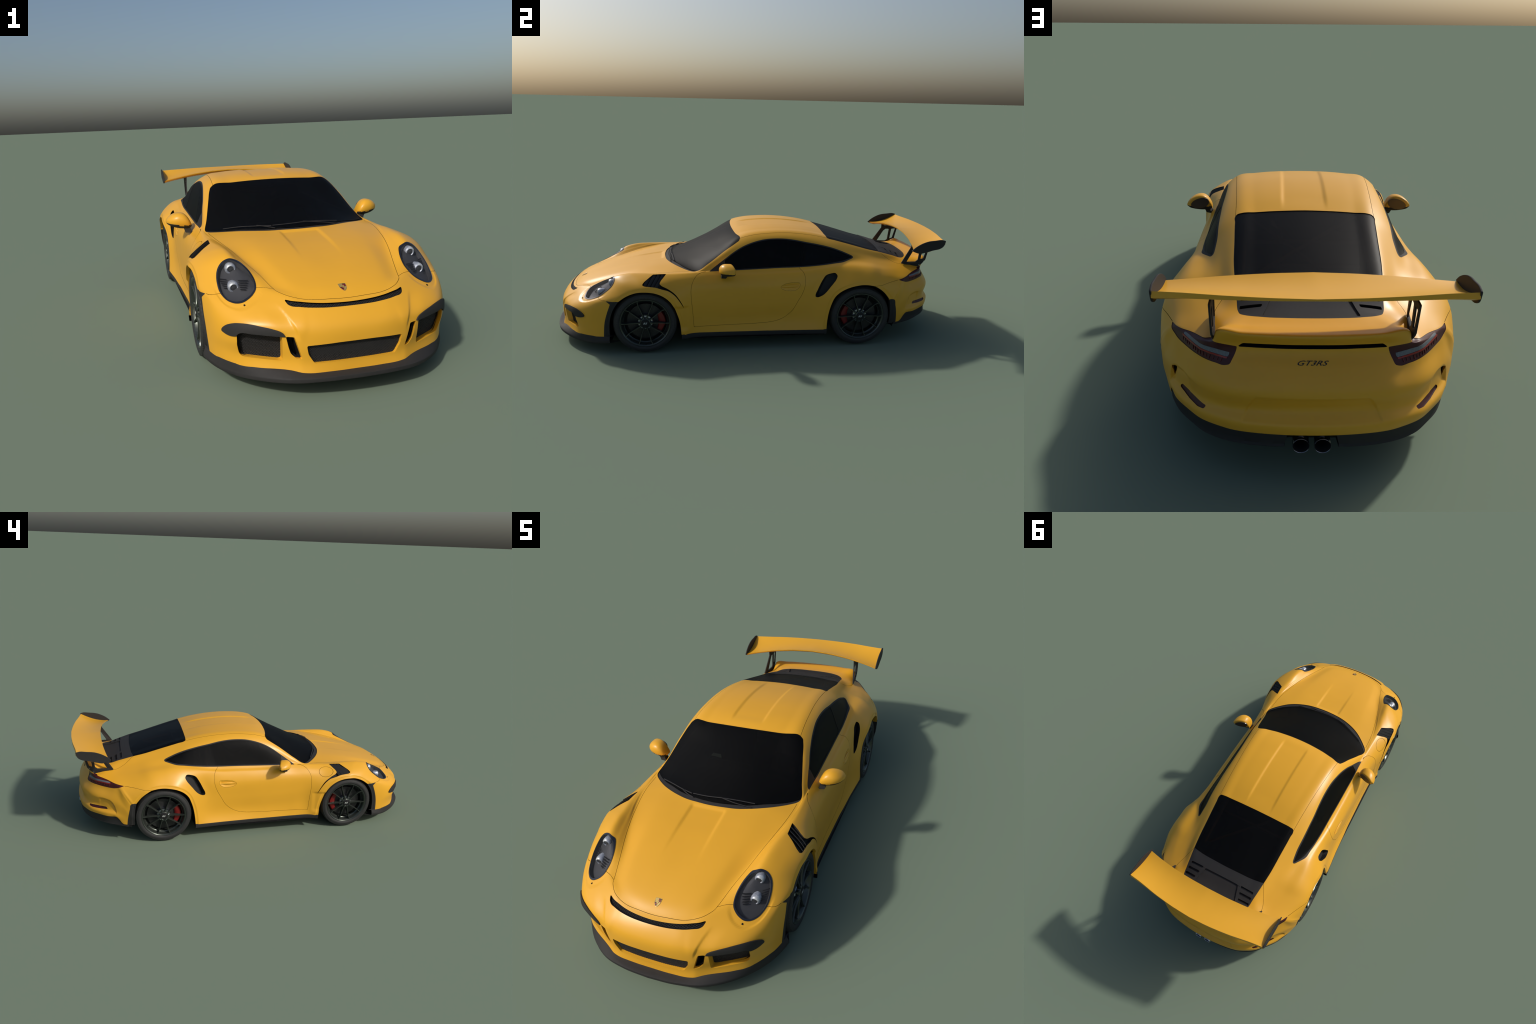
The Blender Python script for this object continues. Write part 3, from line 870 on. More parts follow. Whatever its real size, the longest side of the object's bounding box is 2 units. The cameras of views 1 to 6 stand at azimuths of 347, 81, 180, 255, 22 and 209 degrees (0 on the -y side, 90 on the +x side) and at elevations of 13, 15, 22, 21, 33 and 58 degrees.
def wire_mesh(name, label, c, depth, parents, pitch=.0042, width=.0017):
    """woven grille: two crossing families of fine bars set back in an opening"""
    V, N, F = S.pick(label)
    Q = chart(V, c)
    e = border_edges(F)
    e = e[~((V[e[:, 0], 0] < 1e-6) & (V[e[:, 1], 0] < 1e-6))]
    lo, hi = Q.min(0), Q.max(0)
    verts, faces = [], []
    for ang in (35, -35):
        u = np.array([math.cos(math.radians(ang)), math.sin(math.radians(ang))])
        w = np.array([-u[1], u[0]])
        a0, a1 = (Q @ w).min(), (Q @ w).max()
        for k in np.arange(math.floor(a0 / pitch), math.ceil(a1 / pitch) + 1):
            d0, d1 = Q[e[:, 0]] @ w - k * pitch, Q[e[:, 1]] @ w - k * pitch
            m = d0 * d1 < 0
            t_ = d0[m] / (d0[m] - d1[m])
            hits = np.sort(((Q[e[m, 0]] * (1 - t_[:, None]) + Q[e[m, 1]] * t_[:, None]) @ u))
            if len(hits) % 2:                               # runs over the centre line
                x0 = (0 - k * pitch * w[0]) / u[0]
                hits = np.sort(np.append(hits, x0))
            for h0, h1 in zip(hits[::2], hits[1::2]):
                n_ = max(2, int((h1 - h0) / .012) + 1)
                b = len(verts)
                for h in np.linspace(h0, h1, n_):
                    p2 = k * pitch * w + h * u
                    j = np.argsort(((Q - p2)**2).sum(1))[:3]
                    wt = 1 / (((Q[j] - p2)**2).sum(1) + 1e-9)
                    base = (V[j] * wt[:, None]).sum(0) / wt.sum() + depth
                    if c == 'xz':
                        base[0], base[2] = p2
                        s3 = np.array([w[0], 0, w[1]]) * width / 2
                        th = np.array([0, .0012, 0])
                    else:
                        base[0], base[1] = p2[0] + depth[0], p2[1] + depth[1]
                        s3 = np.array([w[0], w[1], 0]) * width / 2
                        th = np.array([0, 0, -.0012])
                    verts += [base + s3, base - s3, base - s3 + th, base + s3 + th]
                for i in range(n_ - 1):
                    for q_ in range(4):
                        faces.append((b + 4 * i + q_, b + 4 * i + (q_ + 1) % 4, b + 4 * i + 4 + (q_ + 1) % 4, b + 4 * i + 4 + q_))
    verts = np.array(verts)
    for sgn, par in zip((1, -1), parents):
        o = add(name, verts * [sgn, 1, 1], faces if sgn < 0 else [f[::-1] for f in faces], BLACK, parent=par, smooth=False)
        o['kind'] = 'stuff'


a_ = opening('nose_vent', 'nose_vent', (0, .035, -.012), TRIM, TRIM, True)
wire_mesh('vent_mesh', 'nose_vent', 'xy', np.array([0, .006, -.0045]), a_ * 2)
a_ = opening('lower_grille', 'low_grille', (0, .060, 0), PAINT, TRIM, True, .18)
wire_mesh('grille_mesh', 'low_grille', 'xz', np.array([0, .010, 0]), a_ * 2)
opening('bumper_duct', 'small_in', (.004, .045, 0), PAINT, TRIM, False, .25)
a_ = opening('corner_intake', 'big_in', (0, .050, 0), PAINT, TRIM, False, .48)
wire_mesh('intake_mesh', 'big_in', 'xz', np.array([0, .024, 0]), a_)
opening('side_intake', 'side_in', (-.022, .020, 0), TRIM, BLACK, False)
opening('corner_slit', 'slit', (.002, -.045, 0), PAINT, TRIM, False, .5)
opening('lid_slot', 'lid_gap', (0, -.018, 0), TRIM, TRIM, True)
# blades over the corner intakes stand proud of the bumper
fl, wl = sunk(S.pick('blade'), -.0045)
for w in (join([fl, wl]), flipped(join([fl, wl]))):
    add('intake_blade', w[0], w[2], BLACK, w[1])
# louvred vent on top of the front fenders: four slats over a dark well
slats = ['slat%d' % k for k in range(4)]
fl, wl = sunk(S.pick('fender_vent', *slats), .017)
wells = []
for f, w in ((fl, wl), (flipped(fl), flipped(wl))):
    o = add('fender_vent', f[0], f[2], TRIM, f[1])
    add('vent_edge', w[0], w[2], TRIM, w[1], parent=o)
    wells.append(o)
for k, lab in enumerate(slats):
    V, N, F = S.pick(lab)
    if not len(F):
        continue
    q = (V[:, 1] + .283 * (V[:, 0] - V[:, 2] + .051) + .5155 - .0190 * k) / .0140
    piece = (V - N * (.0015 + .0065 * q)[:, None], N, F)
    for sgn, o in zip((1, -1), wells):
        pc = piece if sgn > 0 else flipped(piece)
        add('vent_slat', *solid(pc, .0022), BLACK, parent=o, angle=40)
# engine-cover grille behind the rear window
V, N, F = whole(S.pick('grille'))
grille = add('engine_cover', V, F, BLACK, N)
fl, wl = sunk(S.pick('plate'), .0050)
V, N, F = join([whole(fl), wl, flipped(wl)])
add('cover_plate', V, F, BLACK, N, parent=grille)
fl, wl = sunk(S.pick('plate_rim'), -.0012)
V, N, F = join([whole(fl), wl, flipped(wl)])
add('cover_rim', V, F, BLACK, N, parent=grille)
V, N, F = S.pick('louvre')
ramp = .0025 + .008 * np.clip(((.7415 + .0272 * np.round((V[:, 1] - .7355) / .0272)) - V[:, 1]) / .0115, 0, 1)
fl, wl = sunk((V, N, F), ramp)
for w in (join([fl, wl]), flipped(join([fl, wl]))):
    add('cover_louvre', w[0], w[2], TRIM, w[1], parent=grille)

# ---- lamps ----------------------------------------------------------------
def lathe(profile, n=48, axis='x'):
    """profile [(a, r)...] turned about an axis"""
    p = np.array(profile, float)
    t = np.linspace(0, 2 * math.pi, n, endpoint=False)
    V = np.stack([np.repeat(p[:, 0], n), np.outer(p[:, 1], np.cos(t)).ravel(), np.outer(p[:, 1], np.sin(t)).ravel()], 1)
    if axis == 'y':
        V = V[:, [1, 0, 2]]
    F = []
    m = len(p)
    for i in range(m - 1):
        for j in range(n):
            k = (j + 1) % n
            F.append((i * n + j, i * n + k, (i + 1) * n + k, (i + 1) * n + j))
    F = np.array(F)
    if axis != 'y':
        F = F[:, ::-1].copy()
    return V, F


for sgn in (1, -1):
    fx = (lambda p: p) if sgn > 0 else flipped
    rim = S.pick('lamp_rim')
    f, w = sunk(rim, -.0015)
    f, w = fx(f), fx(w)
    head = add('headlight', *join([f, w])[::2], LAMP_RIM, join([f, w])[1])
    f, w = sunk(S.pick('lamp'), .014)
    f, w = fx(f), fx(w)
    add('lamp_bowl', *join([f, w])[::2], LAMP_BOWL, join([f, w])[1], parent=head)
    V, N, F = fx(S.pick('lamp'))
    add('lamp_lens', *solid((V + N * .001, N, F), .0012), LENS, parent=head, angle=50)
    for px_, pz_ in ((.3005, .3325), (.304, .2885)):
        p, n = on_body((sgn * px_, -1.2, pz_), (0, 1, 0))
        d = Vector((0, -1, -.10)).normalized()
        V, F = lathe([(.034, 0), (.034, .0140), (.022, .0172), (.010, .0176), (.0040, .0165), (.0012, .0142), (.0002, .0120), (.0012, .0104), (.0030, .0096)], 28, 'y')
        M = np.array(Vector((0, -1, 0)).rotation_difference(d).to_matrix())
        pos = p + np.array([0, .0125, -.0010])
        add('projector', V @ M.T + pos, F, SILVER, parent=head, angle=40)
        V, F = lathe([(.0032, .0097), (.0020, .0065), (.0012, .0030), (.0010, .0)], 24, 'y')
        add('projector_lens', V @ M.T + pos, F, LAMP_BOWL, parent=head)
    # fine ribs either side of the lower projector
    for i in range(5):
        z = .3085 - .0052 * i
        for x0, x1 in ((.2600 + .003 * i, .2880), (.3190, .3400 - .002 * i)):
            pts = []
            for x in np.linspace(x0, x1, 6):
                p, n = on_body((sgn * x, -1.2, z), (0, 1, 0))
                pts.append(p + np.array([0, .0105, -.002]))
            pts = np.array(pts)
            A = np.concatenate([pts + [0, 0, .0007], pts - [0, 0, .0007], pts + [0, .004, -.0007], pts + [0, .004, .0007]])
            m = len(pts)
            Fq = [(k * m + i2, k * m + i2 + 1, ((k + 1) % 4) * m + i2 + 1, ((k + 1) % 4) * m + i2) for k in range(4) for i2 in range(m - 1)]
            add('lamp_rib', A, Fq, TRIM, parent=head, smooth=False)
    # washer nozzle
    p, n = on_body((sgn * .290, -1.2, .2545), (0, 1, 0))
    V, F = lathe([(-.002, 0), (-.002, .0028), (.003, .0028)], 16, 'y')
    add('washer_nozzle', V + p, F, TRIM, angle=40)
    # tail lamp: dark red lens with a grey light strip and a bright bar
    f, w = sunk(S.pick('tail_lamp', 'tail_strip', 'tail_bar'), .0012)
    w = fx(w)
    V, N, F = S.pick('tail_lamp')
    V, N, F = fx((V - N * .0012, N, F))
    tl = add('tail_light', V, F, TAIL_RED, N)
    add('lamp_seal', w[0], w[2], TRIM, w[1], parent=tl)
    for lab, mat, h in (('tail_strip', TAIL_GREY, .0008), ('tail_bar', TAIL_BRIGHT, .0014)):
        V, N, F = S.pick(lab)
        f, w = sunk((V - N * .0012, N, F), -h)
        f, w = fx(f), fx(w)
        add('light_strip' if lab == 'tail_strip' else 'light_bar', *join([f, w])[::2], mat, join([f, w])[1], parent=tl)
    # small ribs below the bar
    for i in range(15):
        s0 = .690 - .0150 * i
        for_ = []
        for s_, z_ in ((s0, .3275), (s0, .3195), (s0 - .0035, .3195), (s0 - .0035, .3275)):
            # walk along the diagonal chart to the surface
            k = np.argmin(((chart(S.V, 'sz') - [s_, z_])**2).sum(1) + 9 * (S.V[:, 1] < .6))
            for_.append((S.V[k] + S.N[k] * .0004) * np.array([sgn, 1, 1]))
        a, b, c, d = for_
        n = np.cross(b - a, c - a)
        n /= np.linalg.norm(n) + 1e-12
        n *= np.sign(n[1])
        Q = np.array([a, b, c, d] + [v - n * .002 for v in (a, b, c, d)])
        add('lamp_rib', Q, [(0, 1, 2, 3), (0, 4, 5, 1), (1, 5, 6, 2), (2, 6, 7, 3), (3, 7, 4, 0)], TAIL_RIB, parent=tl, smooth=False)
    f, w = sunk(S.pick('reflector'), .0025)
    f, w = fx(f), fx(w)
    add('reflector', *join([f, w])[::2], TAIL_RED, join([f, w])[1])


# ---- lofted black parts along the lower edge -------------------------------
def loft(rows, closed=False, cap=False):
    P = np.array(rows, float)
    m, n, _ = P.shape
    V = P.reshape(-1, 3)
    F = []
    for i in range(m - 1):
        for j in range(n if closed else n - 1):
            k = (j + 1) % n
            F.append((i * n + j, i * n + k, (i + 1) * n + k, (i + 1) * n + j))
    if cap:
        F += [tuple(range(n))[::-1], tuple(range((m - 1) * n, m * n))]
    return V, F


def curve3(pts, n=60):
    """smooth 3D curve through points, evenly sampled"""
    p = np.array(pts, float)
    t = np.r_[0, np.cumsum(np.linalg.norm(np.diff(p, axis=0), axis=1))]
    T = np.gradient(p, t, axis=0)
    s = np.linspace(0, t[-1], n)
    i = np.clip(np.searchsorted(t, s, 'right') - 1, 0, len(p) - 2)
    h = (t[i + 1] - t[i])[:, None]
    u = ((s - t[i]) / (t[i + 1] - t[i]))[:, None]
    return (2 * u**3 - 3 * u**2 + 1) * p[i] + (u**3 - 2 * u**2 + u) * h * T[i] + (-2 * u**3 + 3 * u**2) * p[i + 1] + (u**3 - u**2) * h * T[i + 1]


def both(C):
    """a curve from the centre line outwards, completed to the other side"""
    return np.concatenate([C[:0:-1] * FLIP, C])


top = both(curve3([(0, -.9715, .0735), (.075, -.9705, .0735), (.142, -.9645, .0745), (.187, -.945, .0815), (.271, -.899, .0825), (.331, -.847, .0845), (.366, -.788, .0855),
                   (.384, -.738, .0885), (.394, -.709, .090)]))
out = both(curve3([(0, -1.0015, .070), (.095, -.995, .069), (.187, -.972, .066), (.258, -.927, .063), (.322, -.861, .060), (.367, -.795, .063), (.395, -.730, .071), (.401, -.709, .074)]))
n = len(top)
mid_ = top * .5 + out * .5 + [0, 0, .001]
rows = [top + [0, .02, .004], top + [0, .001, .0012], top * .80 + out * .2 + [0, 0, .0005], mid_, out * .9 + top * .1 + [0, 0, .0006], out, out * np.array([1.001, 1, 1]) - [0, .0004, .002],
        out - [0, -.001, .0115], out - [0, -.004, .0135], out * np.array([.93, .9, 1]) - [0, 0, .012]]
V, F = loft(np.array(rows))
add('front_splitter', V, F, BLACK, angle=35)

sill_top = curve3([(.4020, -.3672, .0885), (.394, -.345, .0895), (.3845, -.310, .0905), (.3812, -.215, .0902), (.3852, -.035, .0902), (.3910, .100, .0910), (.3960, .205, .0912), (.4033, .290, .0922), (.4083, .3525, .0930)], 50)
low = sill_top + [-.001, 0, 0]
low[:, 2] = np.interp(sill_top[:, 1], [-.37, .35], [.0660, .0700])
for sgn in (1, -1):
    rows = [sill_top + [-.004, 0, .001], sill_top + [.0005, 0, -.0005], sill_top + [.0012, 0, -.003], low + [.001, 0, .003], low, low + [-.012, 0, -.001], sill_top * [.75, 1, 0] + [0, 0, .066]]
    V, F = loft(np.array(rows) * [sgn, 1, 1])
    F = [f[::-1] for f in F] if sgn > 0 else F
    add('side_skirt', V, F, BLACK, angle=35)

rt = curve3([(.060, .9760, .1575), (.090, .974, .1575), (.170, .962, .1575), (.220, .944, .1575), (.268, .916, .1565), (.309, .874, .1555), (.347, .826, .1545), (.3685, .778, .151), (.376, .750, .120),
             (.382, .724, .1105), (.3835, .700, .108)], 70)
rb = curve3([(.066, .966, .1150), (.100, .964, .1145), (.170, .952, .1130), (.220, .934, .1115), (.266, .905, .1095), (.305, .862, .1070), (.341, .815, .1045), (.364, .770, .1025), (.374, .745, .1010),
             (.380, .722, .0985), (.382, .700, .0980)], 70)
for sgn in (1, -1):
    m1 = rt * .55 + rb * .45
    m1[:, 1] -= .002
    rows = [rt + [-.006, -.012, .004], rt + [-.001, -.003, .0005], m1, rb + [0, .001, .010], rb + [0, .004, .004], rb, rb * [.95, .96, 1] + [0, 0, -.002]]
    V, F = loft(np.array(rows) * [sgn, 1, 1])
    add('rear_diffuser', V, [f[::-1] for f in F] if sgn < 0 else F, BLACK, angle=35)
V = np.array([(x, y, z) for z, y in ((.158, .955), (.118, .935)) for x in (-.07, .07)])
add('exhaust_recess', V, [(0, 1, 3, 2)], TRIM, smooth=False)

# floor pan
pan = [(0, -.90), (.30, -.84), (.37, -.76), (.37, -.70), (.24, -.69), (.24, -.38), (.385, -.36), (.395, .345), (.24, .36), (.24, .69), (.34, .70), (.31, .79), (.25, .86), (.06, .915), (0, .915)]
P2 = pan + [(-x, y) for x, y in pan[-2:0:-1]]
V = [(x, y, .064 + .17 * max(0, (y - .45))) for x, y in P2]
add('floor_pan', V, [tuple(range(len(V)))], TRIM, smooth=False)
for sgn in (1, -1):
    for yc, zc, r in ((-.540, .1525, .182), (.5265, .1535, .186)):
        a = np.linspace(-.35, math.pi + .35, 40)
        rows = [[(sgn * x, yc + r * math.cos(t), max(.064, zc + r * math.sin(t))) for t in a] for x in (.388, .235)]
        rows.append([(sgn * .235, yc, zc - .03)] * 40)
        V, F = loft(rows)
        add('wheel_liner', V, F if sgn > 0 else [f[::-1] for f in F], TRIM, smooth=False)
# inner skin: dark trim that backs the painted shell
V, N, F = S.pick('bonnet', 'roof', 'lid', 'door', 'side_panel', 'fender', 'win_frame', 'gap', 'front_bumper', 'rear_bumper', 'tail_lamp', 'tail_strip', 'tail_bar', 'grille', 'plate', 'louvre', 'plate_rim', 'cowl')
V, N, F = whole((V - N * .0125, -N, F[:, ::-1].copy()))
add('inner_trim', V, F, TRIM, N)

# ---- rear wing ---------------------------------------------------------------
X = np.linspace(0, .3615, 26)
lead_y = np.interp(X, [0, .1, .2, .3, .3655], [.8400, .8375, .8285, .8120, .7960])
lead_z = np.interp(X, [0, .1, .2, .3, .3655], [.5235, .5195, .5095, .4935, .4810])
tr_y = np.interp(X, [0, .1, .2, .3, .3655], [.9985, .9940, .9830, .9650, .9575])
tr_z = np.interp(X, [0, .1, .2, .3, .3655], [.5290, .5295, .5295, .5285, .5275])


def smoothed(a, k=3):
    a = a.copy()
    for _ in range(k):
        a[1:-1] = .5 * a[1:-1] + .25 * (a[:-2] + a[2:])
    return a


lead_y, lead_z, tr_y, tr_z = map(smoothed, (lead_y, lead_z, tr_y, tr_z))
t = np.linspace(0, 1, 15)
rows = []
for i in range(len(X)):
    L, T = np.array([lead_y[i], lead_z[i]]), np.array([tr_y[i], tr_z[i]])
    c = T - L
    nrm = np.array([-c[1], c[0]])
    edge = X[i] / .3655
    camber = .055 + .035 * edge
    thick = .125
    up = L + np.outer(t, c) - np.outer(camber * 4 * t * (1 - t) * (1 - .35 * t), nrm)
    thk = thick * np.sqrt(np.maximum(t, 0)) * (1 - t)**.8 * 1.25 + .030 + .060 * edge * t**3
    dn = up - np.outer(thk, nrm)
    ring = np.concatenate([up, dn[::-1]])
    rows.append(np.concatenate([np.full((len(ring), 1), X[i]), ring], 1))
half = np.array(rows)
P = np.concatenate([half[:0:-1] * FLIP, half])
V, F = loft(P, closed=True, cap=True)
wing = add('rear_wing', V, [f[::-1] for f in F], PAINT, angle=40)
PLATE = spline([(.7880, .4820), (.8050, .4970), (.8210, .5075), (.8480, .5205), (.8730, .5280), (.9050, .5315), (.9540, .5320), (.9610, .5285), (.9600, .5235), (.9510, .5020), (.9405, .4940), (.8950, .4825),
                (.8580, .4725), (.8310, .4675), (.8180, .4695), (.8000, .4760)], sharp=(0,), k=4)


def slab(poly, x0, x1, holes=(), round_=.0012):
    """flat plate cut from a y-z outline between two x planes, through curve fill"""
    cu = bpy.data.curves.new('plate', 'CURVE')
    cu.dimensions = '2D'
    cu.fill_mode = 'BOTH'
    cu.extrude = max(1e-4, abs(x1 - x0) / 2 - round_)
    cu.bevel_depth = round_
    cu.bevel_resolution = 1
    for ring in [poly, *holes]:
        sp = cu.splines.new('POLY')
        sp.points.add(len(ring) - 1)
        for k, (a, b) in enumerate(ring):
            sp.points[k].co = (a, b, 0, 1)
        sp.use_cyclic_u = True
    ob = bpy.data.objects.new('plate', cu)
    COL.objects.link(ob)
    dg = bpy.context.evaluated_depsgraph_get()
    me = bpy.data.meshes.new_from_object(ob.evaluated_get(dg))
    bpy.data.objects.remove(ob)
    bpy.data.curves.remove(cu)
    n = len(me.vertices)
    co = np.empty(n * 3)
    me.vertices.foreach_get('co', co)
    co = co.reshape(-1, 3)
    V = np.stack([co[:, 2] + (x0 + x1) / 2, co[:, 0], co[:, 1]], 1)
    F = [tuple(p.vertices) for p in me.polygons]
    bpy.data.meshes.remove(me)
    return V, F


V, F = slab(PLATE, .3612, .3662)
for sgn in (1, -1):
    W = V.copy()
    W[:, 0] += .010 * ((W[:, 1] - .87) / .17)**2 * -.4 + .012 * np.clip((.515 - W[:, 2]) / .05, 0, 1) * 0
    add('wing_endplate', W * [sgn, 1, 1], F if sgn > 0 else [f[::-1] for f in F], BLACK, angle=35, parent=wing)

STRUT = fillet([(.779, .3860), (.8345, .4730), (.8345, .4940), (.8490, .4940), (.8510, .4840), (.9060, .4840), (.9350, .4840), (.9160, .4010), (.9070, .3900), (.8970, .3790), (.8820, .3670), (.8730, .3560), (.8600, .3610),
                (.8300, .3720)], [.001, .006, .002, .002, .004, .002, .002, .012, .006, .01, .006, .002, .004, .004])
HOLE_A = fillet([(.8100, .3905), (.8460, .4530), (.8600, .4640), (.8830, .4640), (.8755, .4000), (.8620, .3900)], [.003, .006, .006, .006, .010, .006])
HOLE_B = fillet([(.8880, .4010), (.8965, .4640), (.9225, .4660), (.9060, .4080)], [.004, .006, .004, .008])
V, F = slab(STRUT, .2365, .2415, (HOLE_A, HOLE_B), .0008)
for sgn in (1, -1):
    W = V.copy()
    W[:, 0] += .012 * smooth01((.84 - W[:, 1]) / .07) * smooth01((.42 - W[:, 2]) / .03)
    st = add('wing_strut', W * [sgn, 1, 1], F if sgn > 0 else [f[::-1] for f in F], BLACK, angle=35, parent=wing)
    for y, z in ((.883, .3735), (.9055, .3925), (.8420, .4890)):
        v, f = lathe([(0, 0), (0, .0024), (-.003, .0026)], 14)
        add('strut_screw', (v + [.2425, y, z]) * [sgn, 1, 1], f if sgn < 0 else f[:, ::-1].copy(), CHROME, parent=st, angle=40)

# ---- door mirrors ---------------------------------------------------------------
def mirror_shell():
    """housing lofted from the hinge to the outer tip: sections (x, y front, y back, z low, z high)"""
    secs = [(.346, -.168, .3815, .3950), (.352, -.178, .3790, .4085), (.362, -.184, .3770, .4245), (.374, -.186, .3765, .4345), (.388, -.185, .3775, .4385),
            (.402, -.182, .3800, .4375), (.416, -.175, .3840, .4325), (.428, -.164, .3890, .4245), (.437, -.148, .3945, .4155), (.4415, -.134, .3990, .4070)]
    secs = [(x, f, -.1335 + .30 * (x - .346) - .010 * smooth01(np.array((x - .428) / .0135)), a, b) for x, f, a, b in secs]
    s = curve5(np.array(secs), 26)
    rows = []
    for x, yf, yb, zl, zh in s:
        ring = []
        for a in np.linspace(0, 2 * math.pi, 32, endpoint=False):
            cy, sz = math.cos(a), math.sin(a)
            e = 1.0 if cy < 0 else .25                       # rounded nose, flat back
            y = (yf + yb) / 2 + (yb - yf) / 2 * math.copysign(abs(cy)**e, cy)
            z = (zl + zh) / 2 + (zh - zl) / 2 * math.copysign(abs(sz)**.85, sz)
            ring.append((x, y, z))
        rows.append(ring)
    return rows


def curve5(p, n):
    t = np.r_[0, np.cumsum(np.linalg.norm(np.diff(p, axis=0), axis=1))]
    T = np.gradient(p, t, axis=0)
    s = np.linspace(0, t[-1], n)
    i = np.clip(np.searchsorted(t, s, 'right') - 1, 0, len(p) - 2)
    h = (t[i + 1] - t[i])[:, None]
    u = ((s - t[i]) / (t[i + 1] - t[i]))[:, None]
    return (2 * u**3 - 3 * u**2 + 1) * p[i] + (u**3 - 2 * u**2 + u) * h * T[i] + (-2 * u**3 + 3 * u**2) * p[i + 1] + (u**3 - u**2) * h * T[i + 1]


rows = np.array(mirror_shell())
V, F = loft(rows, closed=True, cap=True)
cen = rows.mean(1)
F = np.array([f for f in F if len(f) == 4]).astype(int)
caps = [tuple(range(32)), tuple(range((len(rows) - 1) * 32, len(rows) * 32))]
lowc = V[F].mean(1)
zl = np.interp(lowc[:, 0], [.346, .38, .4415], [.392, .3905, .4005])
dark = lowc[:, 2] < zl
for sgn in (1, -1):
    W = V * [sgn, 1, 1]
    mir = add('door_mirror', W, [tuple(f) for f in (F if sgn < 0 else F[:, ::-1])] + caps, None, mats=[PAINT, BLACK], fm=list(dark.astype(int)) + [0, 0], angle=60)
    # glass: an oval set in the flat back
    ring = []
    for a in np.linspace(0, 2 * math.pi, 40, endpoint=False):
        ca, sa = math.cos(a), math.sin(a)
        x_ = .3915 + .0345 * ca
        ring.append((x_, -.1335 + .30 * (x_ - .346) + .0008, .4070 + .0205 * sa * (1 - .12 * ca) - .0030 * ca))
    ring = np.array(ring)
    cap_ = [tuple(range(40))]
    back = ring + [0, -.010, 0]
    G = np.concatenate([ring, back])
    Fq = cap_ + [(i, (i + 1) % 40, 40 + (i + 1) % 40, 40 + i) for i in range(40)]
    add('mirror_glass', G * [sgn, 1, 1], Fq if sgn < 0 else [f[::-1] for f in Fq], MIRROR_GLASS, parent=mir, smooth=False)
    # arm down to the door
    arm = [[(.378, -.172, .3800), (.378, -.140, .3800), (.358, -.138, .3850), (.352, -.172, .3860)], [(.374, -.172, .3720), (.374, -.144, .3720), (.356, -.142, .3730), (.351, -.173, .3740)],
           [(.3705, -.174, .3620), (.3705, -.152, .3600), (.345, -.148, .3560), (.343, -.175, .3600)]]
    A, Fa = loft(np.array(arm) * [sgn, 1, 1], closed=True, cap=True)
    add('mirror_arm', A, Fa if sgn > 0 else [f[::-1] for f in Fa], BLACK, parent=mir, smooth=False)
    # door handle: bar across the cup
    hs = []
    for tt in np.linspace(0, 1, 14):
        y = .124 + .088 * tt
        w = math.sin(math.pi * min(1, .06 + tt * .94))**.5
        p, n = on_body((sgn * .6, y, .3125), (-sgn, 0, 0))
        hs.append([(p[0] + sgn * (.0045 * w * math.cos(a) + .0005), y, .3125 + .0075 * w * math.sin(a) + .002 * (tt - .5)) for a in np.linspace(0, 2 * math.pi, 12, endpoint=False)])
    A, Fa = loft(hs, closed=True, cap=True)
    add('door_handle', A, Fa if sgn > 0 else [f[::-1] for f in Fa], PAINT, parent=doors[0 if sgn > 0 else 1], angle=50)


# ---- tubes: wipers, exhaust, roll cage ------------------------------------------
def tube(name, pts, r, mat, parent=car, n=10, flat=1.):
    p = curve3(pts, max(8, 6 * len(pts))) if len(pts) > 2 else np.array(pts, float)
    T = np.gradient(p, axis=0)
    rows = []
    for q, t_ in zip(p, T):
        z = Vector(t_).normalized()
        u = z.orthogonal() if abs(z.z) > .9 else z.cross(Vector((0, 0, 1))).normalized()
        v = z.cross(u)
        rows.append([np.array(q) + r * (math.cos(a) * np.array(u) + flat * math.sin(a) * np.array(v)) for a in np.linspace(0, 2 * math.pi, n, endpoint=False)])
    V, F = loft(rows, closed=True, cap=True)
    return add(name, V, F, mat, parent=parent, angle=50)


def glass_point(x, y, h):
    p, n = on_body((x, y, .8), (0, 0, -1))
    return p + n * h


for pts, pivot in (([(-.253, -.346), (-.200, -.372), (-.140, -.398), (-.090, -.414)], (-.080, -.428)), ([(-.085, -.4135), (-.02, -.416), (.03, -.412), (.10, -.405), (.164, -.399)], (.155, -.418))):
    w = tube('wiper', [glass_point(x, y, .006) for x, y in pts], .0026, BLACK, flat=.6)
    m_ = pts[len(pts) // 2]
    tube('wiper_arm', [glass_point(*pivot, .002), glass_point((pivot[0] + m_[0]) / 2, (pivot[1] + m_[1]) / 2 - .006, .009), glass_point(*m_, .009)], .0022, BLACK, parent=w, flat=.7)

for sgn in (1, -1):
    V, F = lathe([(.90, .0190), (.968, .0205), (.979, .0208), (.9805, .0200), (.979, .0190), (.930, .0180), (.930, 0)], 40, 'y')
    add('exhaust_tip', V[:, [0, 1, 2]] + [sgn * .0262, 0, .1285], F, None, mats=[PIPE, TRIM], fm=[0 if k < 160 else 1 for k in range(len(F))], angle=40)


